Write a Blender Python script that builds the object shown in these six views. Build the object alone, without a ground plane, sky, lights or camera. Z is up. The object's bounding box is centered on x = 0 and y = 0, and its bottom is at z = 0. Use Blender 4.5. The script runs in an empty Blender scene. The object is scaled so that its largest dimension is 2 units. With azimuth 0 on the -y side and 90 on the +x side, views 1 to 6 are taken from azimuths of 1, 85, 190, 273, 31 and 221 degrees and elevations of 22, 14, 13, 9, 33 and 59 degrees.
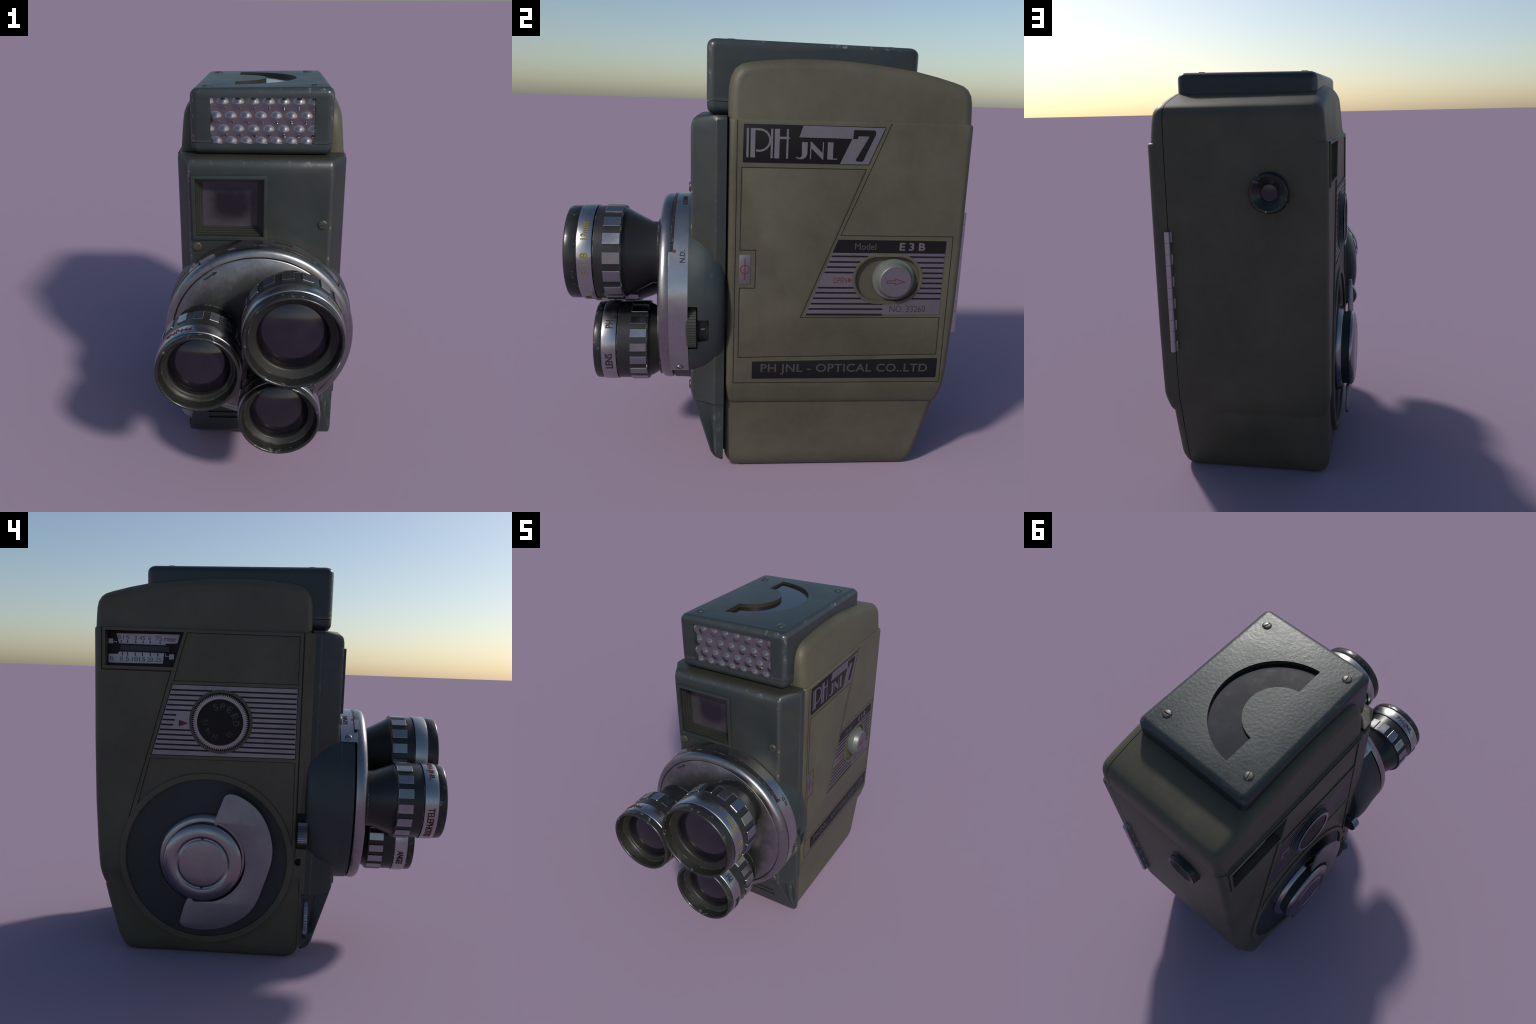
import bpy, bmesh, math, random
from math import sin, cos, pi, radians, sqrt
from mathutils import Vector, Matrix

random.seed(7)
COL = bpy.context.scene.collection

# ------------------------------------------------------------------ frames
# local (u, v, w): u = right and v = up as seen by someone facing the side,
# w = outwards.
FR = {
    'right': lambda u, v, w: (w, u, v),
    'left':  lambda u, v, w: (-w, -u, v),
    'front': lambda u, v, w: (u, -w, v),
    'back':  lambda u, v, w: (-u, w, v),
    'top':   lambda u, v, w: (u, v, w),
}


# ------------------------------------------------------------------ materials
class Nodes:
    def __init__(self, name):
        self.m = bpy.data.materials.new(name)
        self.m.use_nodes = True
        self.t = self.m.node_tree
        self.bsdf = self.t.nodes['Principled BSDF']
        self.tc = self.t.nodes.new('ShaderNodeTexCoord')

    def n(self, kind, **kw):
        nd = self.t.nodes.new(kind)
        for k, v in kw.items():
            setattr(nd, k, v)
        return nd

    def l(self, a, b):
        self.t.links.new(a, b)

    def noise(self, scale, detail=4.0, rough=0.55, stretch=(1, 1, 1), off=(0, 0, 0)):
        mp = self.n('ShaderNodeMapping')
        mp.inputs['Scale'].default_value = stretch
        mp.inputs['Location'].default_value = off
        self.l(self.tc.outputs['Object'], mp.inputs['Vector'])
        nz = self.n('ShaderNodeTexNoise')
        nz.inputs['Scale'].default_value = scale
        nz.inputs['Detail'].default_value = detail
        nz.inputs['Roughness'].default_value = rough
        self.l(mp.outputs['Vector'], nz.inputs['Vector'])
        return nz.outputs['Fac']

    def ramp(self, fac, a, b, p0=0.35, p1=0.65):
        r = self.n('ShaderNodeValToRGB')
        r.color_ramp.elements[0].position = p0
        r.color_ramp.elements[1].position = p1
        r.color_ramp.elements[0].color = (*a, 1)
        r.color_ramp.elements[1].color = (*b, 1)
        self.l(fac, r.inputs['Fac'])
        return r.outputs['Color']

    def lin(self, fac, a, b, lo=0.0, hi=1.0):
        r = self.n('ShaderNodeMapRange')
        r.inputs['From Min'].default_value = a
        r.inputs['From Max'].default_value = b
        r.inputs['To Min'].default_value = lo
        r.inputs['To Max'].default_value = hi
        self.l(fac, r.inputs['Value'])
        return r.outputs['Result']

    def mix(self, fac, a, b):
        m = self.n('ShaderNodeMix', data_type='RGBA')
        if isinstance(fac, float):
            m.inputs[0].default_value = fac
        else:
            self.l(fac, m.inputs[0])
        for s, i in ((a, 6), (b, 7)):
            if isinstance(s, tuple):
                m.inputs[i].default_value = (*s, 1)
            else:
                self.l(s, m.inputs[i])
        return m.outputs[2]

    def math(self, op, a, b=None):
        m = self.n('ShaderNodeMath', operation=op)
        for s, i in ((a, 0), (b, 1)):
            if s is None:
                continue
            if isinstance(s, (int, float)):
                m.inputs[i].default_value = s
            else:
                self.l(s, m.inputs[i])
        return m.outputs[0]

    def bump(self, h, strength, dist=0.002):
        b = self.n('ShaderNodeBump')
        b.inputs['Strength'].default_value = strength
        b.inputs['Distance'].default_value = dist
        self.l(h, b.inputs['Height'])
        self.l(b.outputs['Normal'], self.bsdf.inputs['Normal'])

    def edges(self, radius=0.012, lo=0.02, hi=0.12):
        bv = self.n('ShaderNodeBevel')
        bv.samples = 6
        bv.inputs['Radius'].default_value = radius
        g = self.n('ShaderNodeNewGeometry')
        d = self.n('ShaderNodeVectorMath', operation='DOT_PRODUCT')
        self.l(bv.outputs['Normal'], d.inputs[0])
        self.l(g.outputs['Normal'], d.inputs[1])
        return self.lin(d.outputs['Value'], 1 - lo, 1 - hi)

    def put(self, col=None, rough=None, metal=None, spec=None):
        for v, k in ((col, 'Base Color'), (rough, 'Roughness'), (metal, 'Metallic'), (spec, 'Specular IOR Level')):
            if v is None:
                continue
            s = self.bsdf.inputs[k]
            if isinstance(v, tuple):
                s.default_value = (*v, 1)
            elif isinstance(v, (int, float)):
                s.default_value = v
            else:
                self.l(v, s)
        return self.m


def mat_olive(name='olive_paint', k=1.0):
    a = Nodes(name)
    big = a.noise(3.2, 6, 0.62)
    fine = a.noise(38, 5, 0.6)
    c = a.ramp(big, (0.060 * k, 0.0555 * k, 0.036 * k), (0.087 * k, 0.080 * k, 0.055 * k), 0.34, 0.68)
    streak = a.noise(9, 5, 0.65, (1.5, 1.5, 0.9))
    c = a.mix(a.lin(streak, 0.5, 0.75, 0, 0.2), c, (0.040 * k, 0.039 * k, 0.028 * k))
    c = a.mix(a.lin(fine, 0.4, 0.7, 0, 0.22), c, (0.092 * k, 0.086 * k, 0.062 * k))
    rg = a.lin(big, 0.3, 0.7, 0.42, 0.56)
    a.bump(a.noise(240, 2, 0.5), 0.18, 0.002)
    return a.put(c, rg, 0.0, 0.35)


def mat_slate(name, k=1.0, hammer=0.0, dirt=0.5, rough=0.42, wear=None, grime=None):
    """wear: function(nodes, x, y, z) -> edge mask 0..1 from the position on the part"""
    a = Nodes(name)
    sep = a.n('ShaderNodeSeparateXYZ')
    a.l(a.tc.outputs['Object'], sep.inputs[0])
    x, y, z = sep.outputs
    big = a.noise(4.0, 6, 0.65)
    fine = a.noise(30, 5, 0.6)
    c = a.ramp(big, (0.024 * k, 0.036 * k, 0.039 * k), (0.037 * k, 0.050 * k, 0.052 * k), 0.35, 0.65)
    dn = a.noise(5.5, 6, 0.7, off=(3, 1, 7))
    c = a.mix(a.lin(dn, 0.46, 0.74, 0, dirt), c, (0.058 * k, 0.052 * k, 0.037 * k))
    rg = a.lin(big, 0.3, 0.7, rough - 0.05, rough + 0.07)
    if grime:
        c = a.mix(grime(a, x, y, z), c, (0.044 * k, 0.040 * k, 0.028 * k))
    spots = a.lin(a.noise(44, 3, 0.6, off=(5, 5, 5)), 0.70, 0.77, 0, 0.22)
    c = a.mix(spots, c, (0.16, 0.17, 0.165))
    if wear:
        e = wear(a, x, y, z)
        n1 = a.noise(24, 6, 0.75, off=(1, 2, 9))
        chip = a.math('MULTIPLY', a.math('POWER', e, 1.6), a.lin(n1, 0.555, 0.67))
        soft = a.math('MULTIPLY', e, 0.30)
        c = a.mix(soft, c, (0.10, 0.11, 0.108))  # paler edges: worn enamel plus the corner highlight painted into the colour
        c = a.mix(a.math('MULTIPLY', chip, 0.85), c, (0.27, 0.28, 0.27))
        rg = a.math('SUBTRACT', rg, a.math('MULTIPLY', soft, 0.55))
    if hammer:
        g = a.n('ShaderNodeNewGeometry')
        sp = a.n('ShaderNodeSeparateXYZ')
        a.l(g.outputs['Normal'], sp.inputs[0])
        up = a.lin(sp.outputs[2], 0.6, 1.0, 0.06, 1.0)
        h = a.math('MULTIPLY', a.noise(58, 3, 0.5), up)
        a.bump(h, hammer, 0.006)
    else:
        a.bump(fine, 0.10, 0.003)
    return a.put(c, rg, 0.2, 0.5)


def near(a, v, at, w):
    """1 where |v - at| is small, fading to 0 at w"""
    return a.lin(a.math('ABSOLUTE', a.math('SUBTRACT', v, at)), w * 0.35, w, 1.0, 0.0)


def wear_box(a, x, y, z):
    dx = a.math('SUBTRACT', 0.3355, a.math('ABSOLUTE', a.math('SUBTRACT', x, 0.0135)))
    dy = a.math('SUBTRACT', 0.459, a.math('ABSOLUTE', a.math('SUBTRACT', y, 0.167)))
    dz = a.math('MINIMUM', a.math('SUBTRACT', 1.988, z), a.math('ADD', a.math('SUBTRACT', z, 1.7385), 0.008))
    lo, hi = a.math('MINIMUM', dx, dy), a.math('MAXIMUM', dx, dy)
    second = a.math('MAXIMUM', lo, a.math('MINIMUM', hi, dz))
    return a.lin(second, 0.010, 0.026, 1.0, 0.0)


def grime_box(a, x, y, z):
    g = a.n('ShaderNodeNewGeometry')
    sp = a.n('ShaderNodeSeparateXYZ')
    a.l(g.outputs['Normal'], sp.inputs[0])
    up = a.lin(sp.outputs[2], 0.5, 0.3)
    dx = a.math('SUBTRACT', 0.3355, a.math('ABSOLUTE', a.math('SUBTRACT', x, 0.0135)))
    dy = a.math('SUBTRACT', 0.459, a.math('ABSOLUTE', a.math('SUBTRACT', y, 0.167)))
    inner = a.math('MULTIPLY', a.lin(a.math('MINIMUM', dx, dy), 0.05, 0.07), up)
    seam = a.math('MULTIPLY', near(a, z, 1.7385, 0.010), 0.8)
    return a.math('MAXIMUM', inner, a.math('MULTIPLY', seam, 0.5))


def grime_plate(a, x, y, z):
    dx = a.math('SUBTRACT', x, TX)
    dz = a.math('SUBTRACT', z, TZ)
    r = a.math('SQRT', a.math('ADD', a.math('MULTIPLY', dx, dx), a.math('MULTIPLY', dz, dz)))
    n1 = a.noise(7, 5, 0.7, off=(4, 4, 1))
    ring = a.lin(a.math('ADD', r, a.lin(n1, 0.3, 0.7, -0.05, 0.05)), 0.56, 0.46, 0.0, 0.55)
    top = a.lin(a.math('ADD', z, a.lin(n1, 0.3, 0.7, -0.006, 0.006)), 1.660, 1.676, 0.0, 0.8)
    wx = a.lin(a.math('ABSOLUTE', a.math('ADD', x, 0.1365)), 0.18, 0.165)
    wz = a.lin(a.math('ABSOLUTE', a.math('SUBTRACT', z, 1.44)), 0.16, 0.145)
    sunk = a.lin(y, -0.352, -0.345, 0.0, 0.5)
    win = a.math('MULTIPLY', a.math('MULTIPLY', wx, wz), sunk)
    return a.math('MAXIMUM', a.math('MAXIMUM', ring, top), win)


def wear_plate(a, x, y, z):
    front = near(a, y, -0.360, 0.016)
    e = a.math('MULTIPLY', front, a.math('MAXIMUM', near(a, x, 0.347, 0.013), near(a, x, -0.330, 0.013)))
    top = a.math('MULTIPLY', near(a, z, 1.660, 0.022), a.lin(y, -0.335, -0.35, 0, 1))
    e = a.math('MAXIMUM', e, a.math('MULTIPLY', top, 0.8))
    flank = near(a, y, -0.246, 0.007)
    e = a.math('MAXIMUM', e, a.math('MULTIPLY', flank, 0.55))
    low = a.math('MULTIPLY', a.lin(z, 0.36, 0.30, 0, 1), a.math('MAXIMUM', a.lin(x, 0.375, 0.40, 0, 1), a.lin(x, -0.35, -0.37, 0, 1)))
    return a.math('MAXIMUM', e, a.math('MULTIPLY', low, 0.35))


def mat_metal(name, col, rough, dirt=0.35, dark=0.35, scale=7, metal=1.0):
    a = Nodes(name)
    n1 = a.noise(scale, 6, 0.65)
    n2 = a.noise(scale * 6, 4, 0.6)
    c = a.mix(a.lin(n1, 0.42, 0.72, 0, dirt), col, tuple(x * dark for x in col))
    c = a.mix(a.lin(n2, 0.45, 0.75, 0, dirt * 0.5), c, tuple(x * dark for x in col))
    rg = a.lin(n1, 0.35, 0.7, rough - 0.06, rough + 0.12)
    a.bump(n2, 0.04, 0.002)
    return a.put(c, rg, metal)


def mat_turret():
    a = Nodes('turret_metal')
    sep = a.n('ShaderNodeSeparateXYZ')
    a.l(a.tc.outputs['Object'], sep.inputs[0])
    dx = a.math('SUBTRACT', sep.outputs[0], TX)
    dz = a.math('SUBTRACT', sep.outputs[2], TZ)
    r = a.math('SQRT', a.math('ADD', a.math('MULTIPLY', dx, dx), a.math('MULTIPLY', dz, dz)))
    n1 = a.noise(6, 6, 0.7)
    n2 = a.noise(34, 5, 0.65)
    inside = a.lin(a.math('ADD', r, a.lin(n1, 0.3, 0.7, -0.07, 0.07)), 0.44, 0.30)
    c = a.mix(a.math('MULTIPLY', inside, 0.9), (0.29, 0.28, 0.285), (0.105, 0.105, 0.102))
    c = a.mix(a.lin(n2, 0.50, 0.80, 0, 0.3), c, (0.05, 0.05, 0.05))
    rg = a.math('ADD', a.lin(n1, 0.35, 0.7, 0.27, 0.36), a.math('MULTIPLY', inside, 0.2))
    a.bump(n2, 0.06, 0.002)
    return a.put(c, rg, 1.0)


def mat_plain(name, col, rough=0.5, metal=0.0, var=0.25, wear=0.0, spec=0.5):
    a = Nodes(name)
    n1 = a.noise(12, 5, 0.6)
    c = a.mix(a.lin(n1, 0.35, 0.7, 0, var), col, tuple(x * 0.6 for x in col))
    if wear:
        e = a.edges(0.008, 0.02, 0.14)
        ch = a.lin(a.noise(30, 4, 0.7), 0.48, 0.66)
        c = a.mix(a.math('MULTIPLY', a.math('MULTIPLY', e, ch), wear), c, (0.38, 0.38, 0.36))
    return a.put(c, a.lin(n1, 0.3, 0.7, rough - 0.04, rough + 0.06), metal, spec)


def mat_rim():
    a = Nodes('lens_rim_enamel')
    n1 = a.noise(10, 5, 0.6)
    c = a.ramp(n1, (0.024, 0.025, 0.025), (0.042, 0.042, 0.040), 0.35, 0.7)
    ch = a.lin(a.noise(36, 4, 0.65, off=(2, 7, 3)), 0.60, 0.70)
    c = a.mix(ch, c, (0.26, 0.26, 0.25))
    return a.put(c, a.lin(n1, 0.3, 0.7, 0.25, 0.34), 0.45, 0.5)


def mat_glass(name, col, rough=0.06, smudge=0.5, ior=1.6):
    a = Nodes(name)
    n1 = a.noise(9, 6, 0.7)
    c = a.mix(a.lin(n1, 0.45, 0.8, 0, smudge), col, tuple(0.008 + x * 1.4 for x in col))
    m = a.put(c, a.lin(n1, 0.35, 0.75, rough, rough + 0.12), 0.0, 0.5)
    a.bsdf.inputs['IOR'].default_value = ior
    return m


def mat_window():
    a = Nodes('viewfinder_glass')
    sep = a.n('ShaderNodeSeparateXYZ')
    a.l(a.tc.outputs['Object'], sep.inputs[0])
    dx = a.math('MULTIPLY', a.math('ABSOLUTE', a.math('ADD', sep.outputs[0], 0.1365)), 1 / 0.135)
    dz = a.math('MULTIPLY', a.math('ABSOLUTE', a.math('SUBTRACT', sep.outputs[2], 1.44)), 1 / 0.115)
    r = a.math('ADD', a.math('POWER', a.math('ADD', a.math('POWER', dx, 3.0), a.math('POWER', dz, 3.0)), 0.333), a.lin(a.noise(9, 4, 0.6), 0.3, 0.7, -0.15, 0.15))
    c = a.mix(a.lin(r, 0.45, 1.15), (0.007, 0.0055, 0.0095), (0.060, 0.050, 0.062))  # pale haze towards the edges is painted into the glass colour
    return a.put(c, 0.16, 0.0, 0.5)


TX, TZ, TR = 0.010, 0.820, 0.462      # turret axis (x, z) and radius

M = {}
M['olive'] = mat_olive()
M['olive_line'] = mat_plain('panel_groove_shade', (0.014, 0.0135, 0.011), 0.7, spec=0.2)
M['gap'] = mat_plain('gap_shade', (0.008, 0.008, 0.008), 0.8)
M['slate'] = mat_slate('slate_enamel', 0.74, 0.0, 0.6, 0.44, wear_plate, grime_plate)
M['slate_tray'] = mat_slate('slate_tray_enamel', 0.92, 0.0, 0.4)
M['slate_box'] = mat_slate('slate_hammered_enamel', 0.74, 0.15, 0.25, 0.40, wear_box, grime_box)
M['slate_dark'] = mat_slate('slate_dial_floor', 0.62, 0.0, 0.1, 0.5)
M['housing'] = mat_slate('turret_housing_enamel', 0.85, 0.0, 0.15, 0.45)
M['turret'] = mat_turret()
M['chrome'] = mat_metal('worn_chrome', (0.42, 0.415, 0.42), 0.27, 0.35, 0.5, 4)
M['chrome_dark'] = mat_metal('dulled_chrome', (0.30, 0.30, 0.31), 0.32, 0.4, 0.4)
M['dial_skirt'] = mat_metal('dial_skirt_metal', (0.26, 0.28, 0.31), 0.36, 0.3, 0.5, 9, 0.5)
M['pad'] = mat_metal('grip_pad_steel', (0.32, 0.32, 0.335), 0.24, 0.35, 0.45, 12)
M['label'] = mat_metal('brushed_silver_label', (0.255, 0.24, 0.258), 0.45, 0.25, 0.6, 9)
M['crank'] = mat_metal('satin_crank_metal', (0.29, 0.275, 0.292), 0.25, 0.3, 0.6, 6)
M['arm'] = mat_metal('brushed_crank_arm', (0.255, 0.24, 0.258), 0.46, 0.3, 0.65, 7, 0.9)
M['hinge'] = mat_metal('hinge_steel', (0.45, 0.43, 0.45), 0.34, 0.2, 0.7, 9, 0.9)
M['rim'] = mat_rim()
M['lens_black'] = mat_plain('black_anodised', (0.026, 0.027, 0.027), 0.32, 0.35, 0.3, 0.9)
M['lens_inner'] = mat_plain('lens_hood_inside', (0.015, 0.0145, 0.012), 0.46, 0.2, 0.3, 0.5)
M['black'] = mat_plain('black_label_enamel', (0.006, 0.0055, 0.0065), 0.45, spec=0.22)
M['ink'] = mat_plain('black_ink', (0.022, 0.022, 0.024), 0.6, spec=0.3)
M['letter'] = mat_metal('label_letter_silver', (0.27, 0.255, 0.27), 0.45, 0.2, 0.6, 9)
M['grey_ink'] = mat_plain('grey_lettering', (0.050, 0.048, 0.052), 0.6)
M['dim_ink'] = mat_plain('faded_grey_lettering', (0.040, 0.039, 0.042), 0.6)
M['red'] = mat_plain('red_enamel', (0.105, 0.022, 0.024), 0.55, spec=0.25)
M['yellow'] = mat_plain('yellow_enamel', (0.17, 0.145, 0.04), 0.55, spec=0.25)
M['white'] = mat_plain('scale_card', (0.40, 0.41, 0.43), 0.6, 0, 0.45)
M['knob'] = mat_metal('pale_knob_metal', (0.16, 0.17, 0.16), 0.42, 0.25, 0.7, 9, 0.4)
M['steel'] = mat_metal('steel_screw', (0.060, 0.062, 0.055), 0.38, 0.5, 0.6, 20, 0.3)
M['brass'] = mat_metal('rusty_brass_screw', (0.070, 0.064, 0.044), 0.42, 0.6, 0.5, 20, 0.3)
M['bubble'] = mat_metal('light_cell_plastic', (0.25, 0.235, 0.255), 0.16, 0.45, 0.5, 14, 0.9)
M['glass'] = mat_glass('lens_glass', (0.0075, 0.0055, 0.0115), 0.10, 0.6)
M['window'] = mat_window()
M['meter_glass'] = mat_glass('meter_glass', (0.007, 0.007, 0.008), 0.05, 0.6, 1.75)


# ------------------------------------------------------------------ helpers
ROOT = bpy.data.objects.new('movie_camera', None)
ROOT.empty_display_size = 0.3
COL.objects.link(ROOT)
ROOT['label'] = 'vintage olive and slate movie camera with three lens turret'
ROOT['category'] = 'movie camera'


def add(name, me, mat=None, parent=ROOT, angle=35, smooth=True):
    if isinstance(me, bmesh.types.BMesh):
        bm = me
        me = bpy.data.meshes.new(name)
        bm.to_mesh(me)
        bm.free()
    if mat is not None:
        me.materials.clear()
        me.materials.append(M[mat])
    if smooth:
        me.shade_smooth()
        me.set_sharp_from_angle(angle=radians(angle))
    else:
        me.shade_flat()
    ob = bpy.data.objects.new(name, me)
    COL.objects.link(ob)
    ob.parent = parent
    return ob


def place(bm, frame, u0=0, v0=0, w0=0):
    f = FR[frame]
    for v in bm.verts:
        v.co = Vector(f(v.co.x + u0, v.co.y + v0, v.co.z + w0))
    bmesh.ops.recalc_face_normals(bm, faces=bm.faces)


def lathe_bm(prof, segs=96, cap=True):
    """prof: [(w, r)] from back to front, axis = w."""
    bm = bmesh.new()
    rings = []
    for w, r in prof:
        if r < 1e-5:
            rings.append([bm.verts.new((0, 0, w))])
        else:
            rings.append([bm.verts.new((r * cos(2 * pi * i / segs), r * sin(2 * pi * i / segs), w)) for i in range(segs)])
    for a, b in zip(rings, rings[1:]):
        for i in range(segs):
            j = (i + 1) % segs
            if len(a) == 1 and len(b) == 1:
                break
            if len(a) == 1:
                bm.faces.new((a[0], b[i], b[j]))
            elif len(b) == 1:
                bm.faces.new((a[i], a[j], b[0]))
            else:
                bm.faces.new((a[i], a[j], b[j], b[i]))
    if cap:
        for r in (rings[0], rings[-1]):
            if len(r) > 2:
                bm.faces.new(r)
    return bm


def lathe(name, prof, frame, c, mat, segs=96, parent=ROOT, angle=35, cap=True):
    bm = lathe_bm(prof, segs, cap)
    place(bm, frame, c[0], c[1], 0)
    return add(name, bm, mat, parent, angle)


def rrect(x0, x1, y0, y1, r, n=8):
    """rounded rectangle, counter clockwise; r = one radius or four (FL, FR, BR, BL)"""
    rs = r if isinstance(r, (tuple, list)) else (r, r, r, r)
    cs = ((x0, y0, pi, rs[0], 1, 1), (x1, y0, 1.5 * pi, rs[1], -1, 1), (x1, y1, 0, rs[2], -1, -1), (x0, y1, .5 * pi, rs[3], 1, -1))
    out = []
    for cx, cy, a0, rr, sx, sy in cs:
        for i in range(n + 1):
            a = a0 + (pi / 2) * i / n
            out.append((cx + sx * rr + rr * cos(a), cy + sy * rr + rr * sin(a)))
    return out


def loft(rings):
    bm = bmesh.new()
    vs = [[bm.verts.new(p) for p in r] for r in rings]
    n = len(rings[0])
    for a, b in zip(vs, vs[1:]):
        for i in range(n):
            j = (i + 1) % n
            bm.faces.new((a[i], a[j], b[j], b[i]))
    bm.faces.new(vs[0])
    bm.faces.new(vs[-1])
    bmesh.ops.remove_doubles(bm, verts=bm.verts, dist=1e-5)
    bmesh.ops.recalc_face_normals(bm, faces=bm.faces)
    return bm


def box_bm(x0, x1, y0, y1, z0, z1, bevel=0.0, seg=2):
    bm = bmesh.new()
    bmesh.ops.create_cube(bm, size=1)
    for v in bm.verts:
        v.co = Vector((x0 if v.co.x < 0 else x1, y0 if v.co.y < 0 else y1, z0 if v.co.z < 0 else z1))
    if bevel:
        bmesh.ops.bevel(bm, geom=bm.edges[:], offset=bevel, segments=seg, affect='EDGES', profile=0.5)
    bmesh.ops.recalc_face_normals(bm, faces=bm.faces)
    return bm


def join_bm(parts):
    out = bmesh.new()
    for b in parts:
        tmp = bpy.data.meshes.new('tmp')
        b.to_mesh(tmp)
        b.free()
        out.from_mesh(tmp)
        bpy.data.meshes.remove(tmp)
    return out


def flat_bm(loops, h, bevel=0.0, frame='right', w0=0.0):
    """Filled outline (first loop outer, further loops holes), height h from w0 outwards.
    loops are in (y, z) for the sides, (x, z) front / back, (x, y) top."""
    cu = bpy.data.curves.new('tmp', 'CURVE')
    cu.dimensions = '2D'
    cu.fill_mode = 'BOTH'
    cu.extrude = max(h / 2 - bevel, 0)
    cu.bevel_depth = bevel
    cu.bevel_resolution = 1
    cu.offset = -bevel
    sgn = -1 if frame in ('left', 'back') else 1
    for lp in loops:
        sp = cu.splines.new('POLY')
        sp.points.add(len(lp) - 1)
        for p, q in zip(sp.points, lp):
            p.co = (sgn * q[0], q[1], 0, 1)
        sp.use_cyclic_u = True
    ob = bpy.data.objects.new('tmp', cu)
    COL.objects.link(ob)
    dg = bpy.context.evaluated_depsgraph_get()
    me = bpy.data.meshes.new_from_object(ob.evaluated_get(dg))
    bm = bmesh.new()
    bm.from_mesh(me)
    bpy.data.objects.remove(ob)
    bpy.data.curves.remove(cu)
    bpy.data.meshes.remove(me)
    bmesh.ops.remove_doubles(bm, verts=bm.verts, dist=1e-6)
    place(bm, frame, 0, 0, w0 + h / 2)
    return bm


def flat(name, loops, h, frame, w0, mat, bevel=0.0, parent=ROOT):
    return add(name, flat_bm(loops, h, bevel, frame, w0), mat, parent, 30)


def ribbon_bm(path, width, h, frame, w0, closed=True):
    """Mitred bar following a polyline."""
    n = len(path)
    L, R = [], []
    for i in range(n):
        p = Vector(path[i])
        a = Vector(path[(i - 1) % n]) if (closed or i > 0) else None
        b = Vector(path[(i + 1) % n]) if (closed or i < n - 1) else None
        d1 = (p - a).normalized() if a is not None else (b - p).normalized()
        d2 = (b - p).normalized() if b is not None else d1
        n1, n2 = Vector((-d1.y, d1.x)), Vector((-d2.y, d2.x))
        m = (n1 + n2)
        m = m.normalized() if m.length > 1e-6 else n1
        k = width / 2 / max(m.dot(n1), 0.3)
        L.append(p + m * k)
        R.append(p - m * k)
    sgn = -1 if frame in ('left', 'back') else 1
    bm = bmesh.new()
    q = []
    for i in range(n):
        q.append([bm.verts.new((sgn * s.x, s.y, w)) for s, w in ((L[i], 0), (L[i], h), (R[i], h), (R[i], 0))])
    rng = range(n) if closed else range(n - 1)
    for i in rng:
        a, b = q[i], q[(i + 1) % n]
        for k in range(4):
            bm.faces.new((a[k], a[(k + 1) % 4], b[(k + 1) % 4], b[k]))
    if not closed:
        bm.faces.new(q[0])
        bm.faces.new(q[-1])
    place(bm, frame, 0, 0, w0)
    return bm


def ribbon(name, path, width, h, frame, w0, mat, closed=True, parent=ROOT):
    return add(name, ribbon_bm(path, width, h, frame, w0, closed), mat, parent, smooth=False)


def circle(cu, cv, r, n=72, a0=0.0, a1=2 * pi):
    full = abs(a1 - a0 - 2 * pi) < 1e-6
    m = n if full else n + 1
    return [(cu + r * cos(a0 + (a1 - a0) * i / n), cv + r * sin(a0 + (a1 - a0) * i / n)) for i in range(m)]


def cut(ob, tool_bm, self_cut=False):
    me = bpy.data.meshes.new('tool')
    bmesh.ops.recalc_face_normals(tool_bm, faces=tool_bm.faces)
    tool_bm.to_mesh(me)
    tool_bm.free()
    t = bpy.data.objects.new('tool', me)
    COL.objects.link(t)
    md = ob.modifiers.new('cut', 'BOOLEAN')
    md.operation = 'DIFFERENCE'
    md.solver = 'EXACT'
    md.object = t
    md.use_self = self_cut
    dg = bpy.context.evaluated_depsgraph_get()
    new = bpy.data.meshes.new_from_object(ob.evaluated_get(dg))
    ob.modifiers.clear()
    old = ob.data
    ob.data = new
    new.name = ob.name
    bpy.data.meshes.remove(old)
    bpy.data.objects.remove(t)
    bpy.data.meshes.remove(me)
    ob.data.shade_smooth()
    ob.data.set_sharp_from_angle(angle=radians(30))


def text_bm(body, size=1.0, bold=0.0, depth=0.002, box=None, shear=0.0, spacing=1.0):
    """Flat lettering; box=(u0, v0, u1, v1) stretches it to fit."""
    cu = bpy.data.curves.new('tmp', 'FONT')
    cu.body = body
    cu.size = size
    cu.extrude = depth / 2
    cu.offset = bold
    cu.shear = shear
    cu.space_character = spacing
    cu.resolution_u = 4
    ob = bpy.data.objects.new('tmp', cu)
    COL.objects.link(ob)
    dg = bpy.context.evaluated_depsgraph_get()
    me = bpy.data.meshes.new_from_object(ob.evaluated_get(dg))
    bm = bmesh.new()
    bm.from_mesh(me)
    bpy.data.objects.remove(ob)
    bpy.data.curves.remove(cu)
    bpy.data.meshes.remove(me)
    xs = [v.co.x for v in bm.verts]
    ys = [v.co.y for v in bm.verts]
    x0, x1, y0, y1 = min(xs), max(xs), min(ys), max(ys)
    if box:
        for v in bm.verts:
            v.co.x = box[0] + (v.co.x - x0) / (x1 - x0) * (box[2] - box[0])
            v.co.y = box[1] + (v.co.y - y0) / (y1 - y0) * (box[3] - box[1])
    return bm


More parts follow.
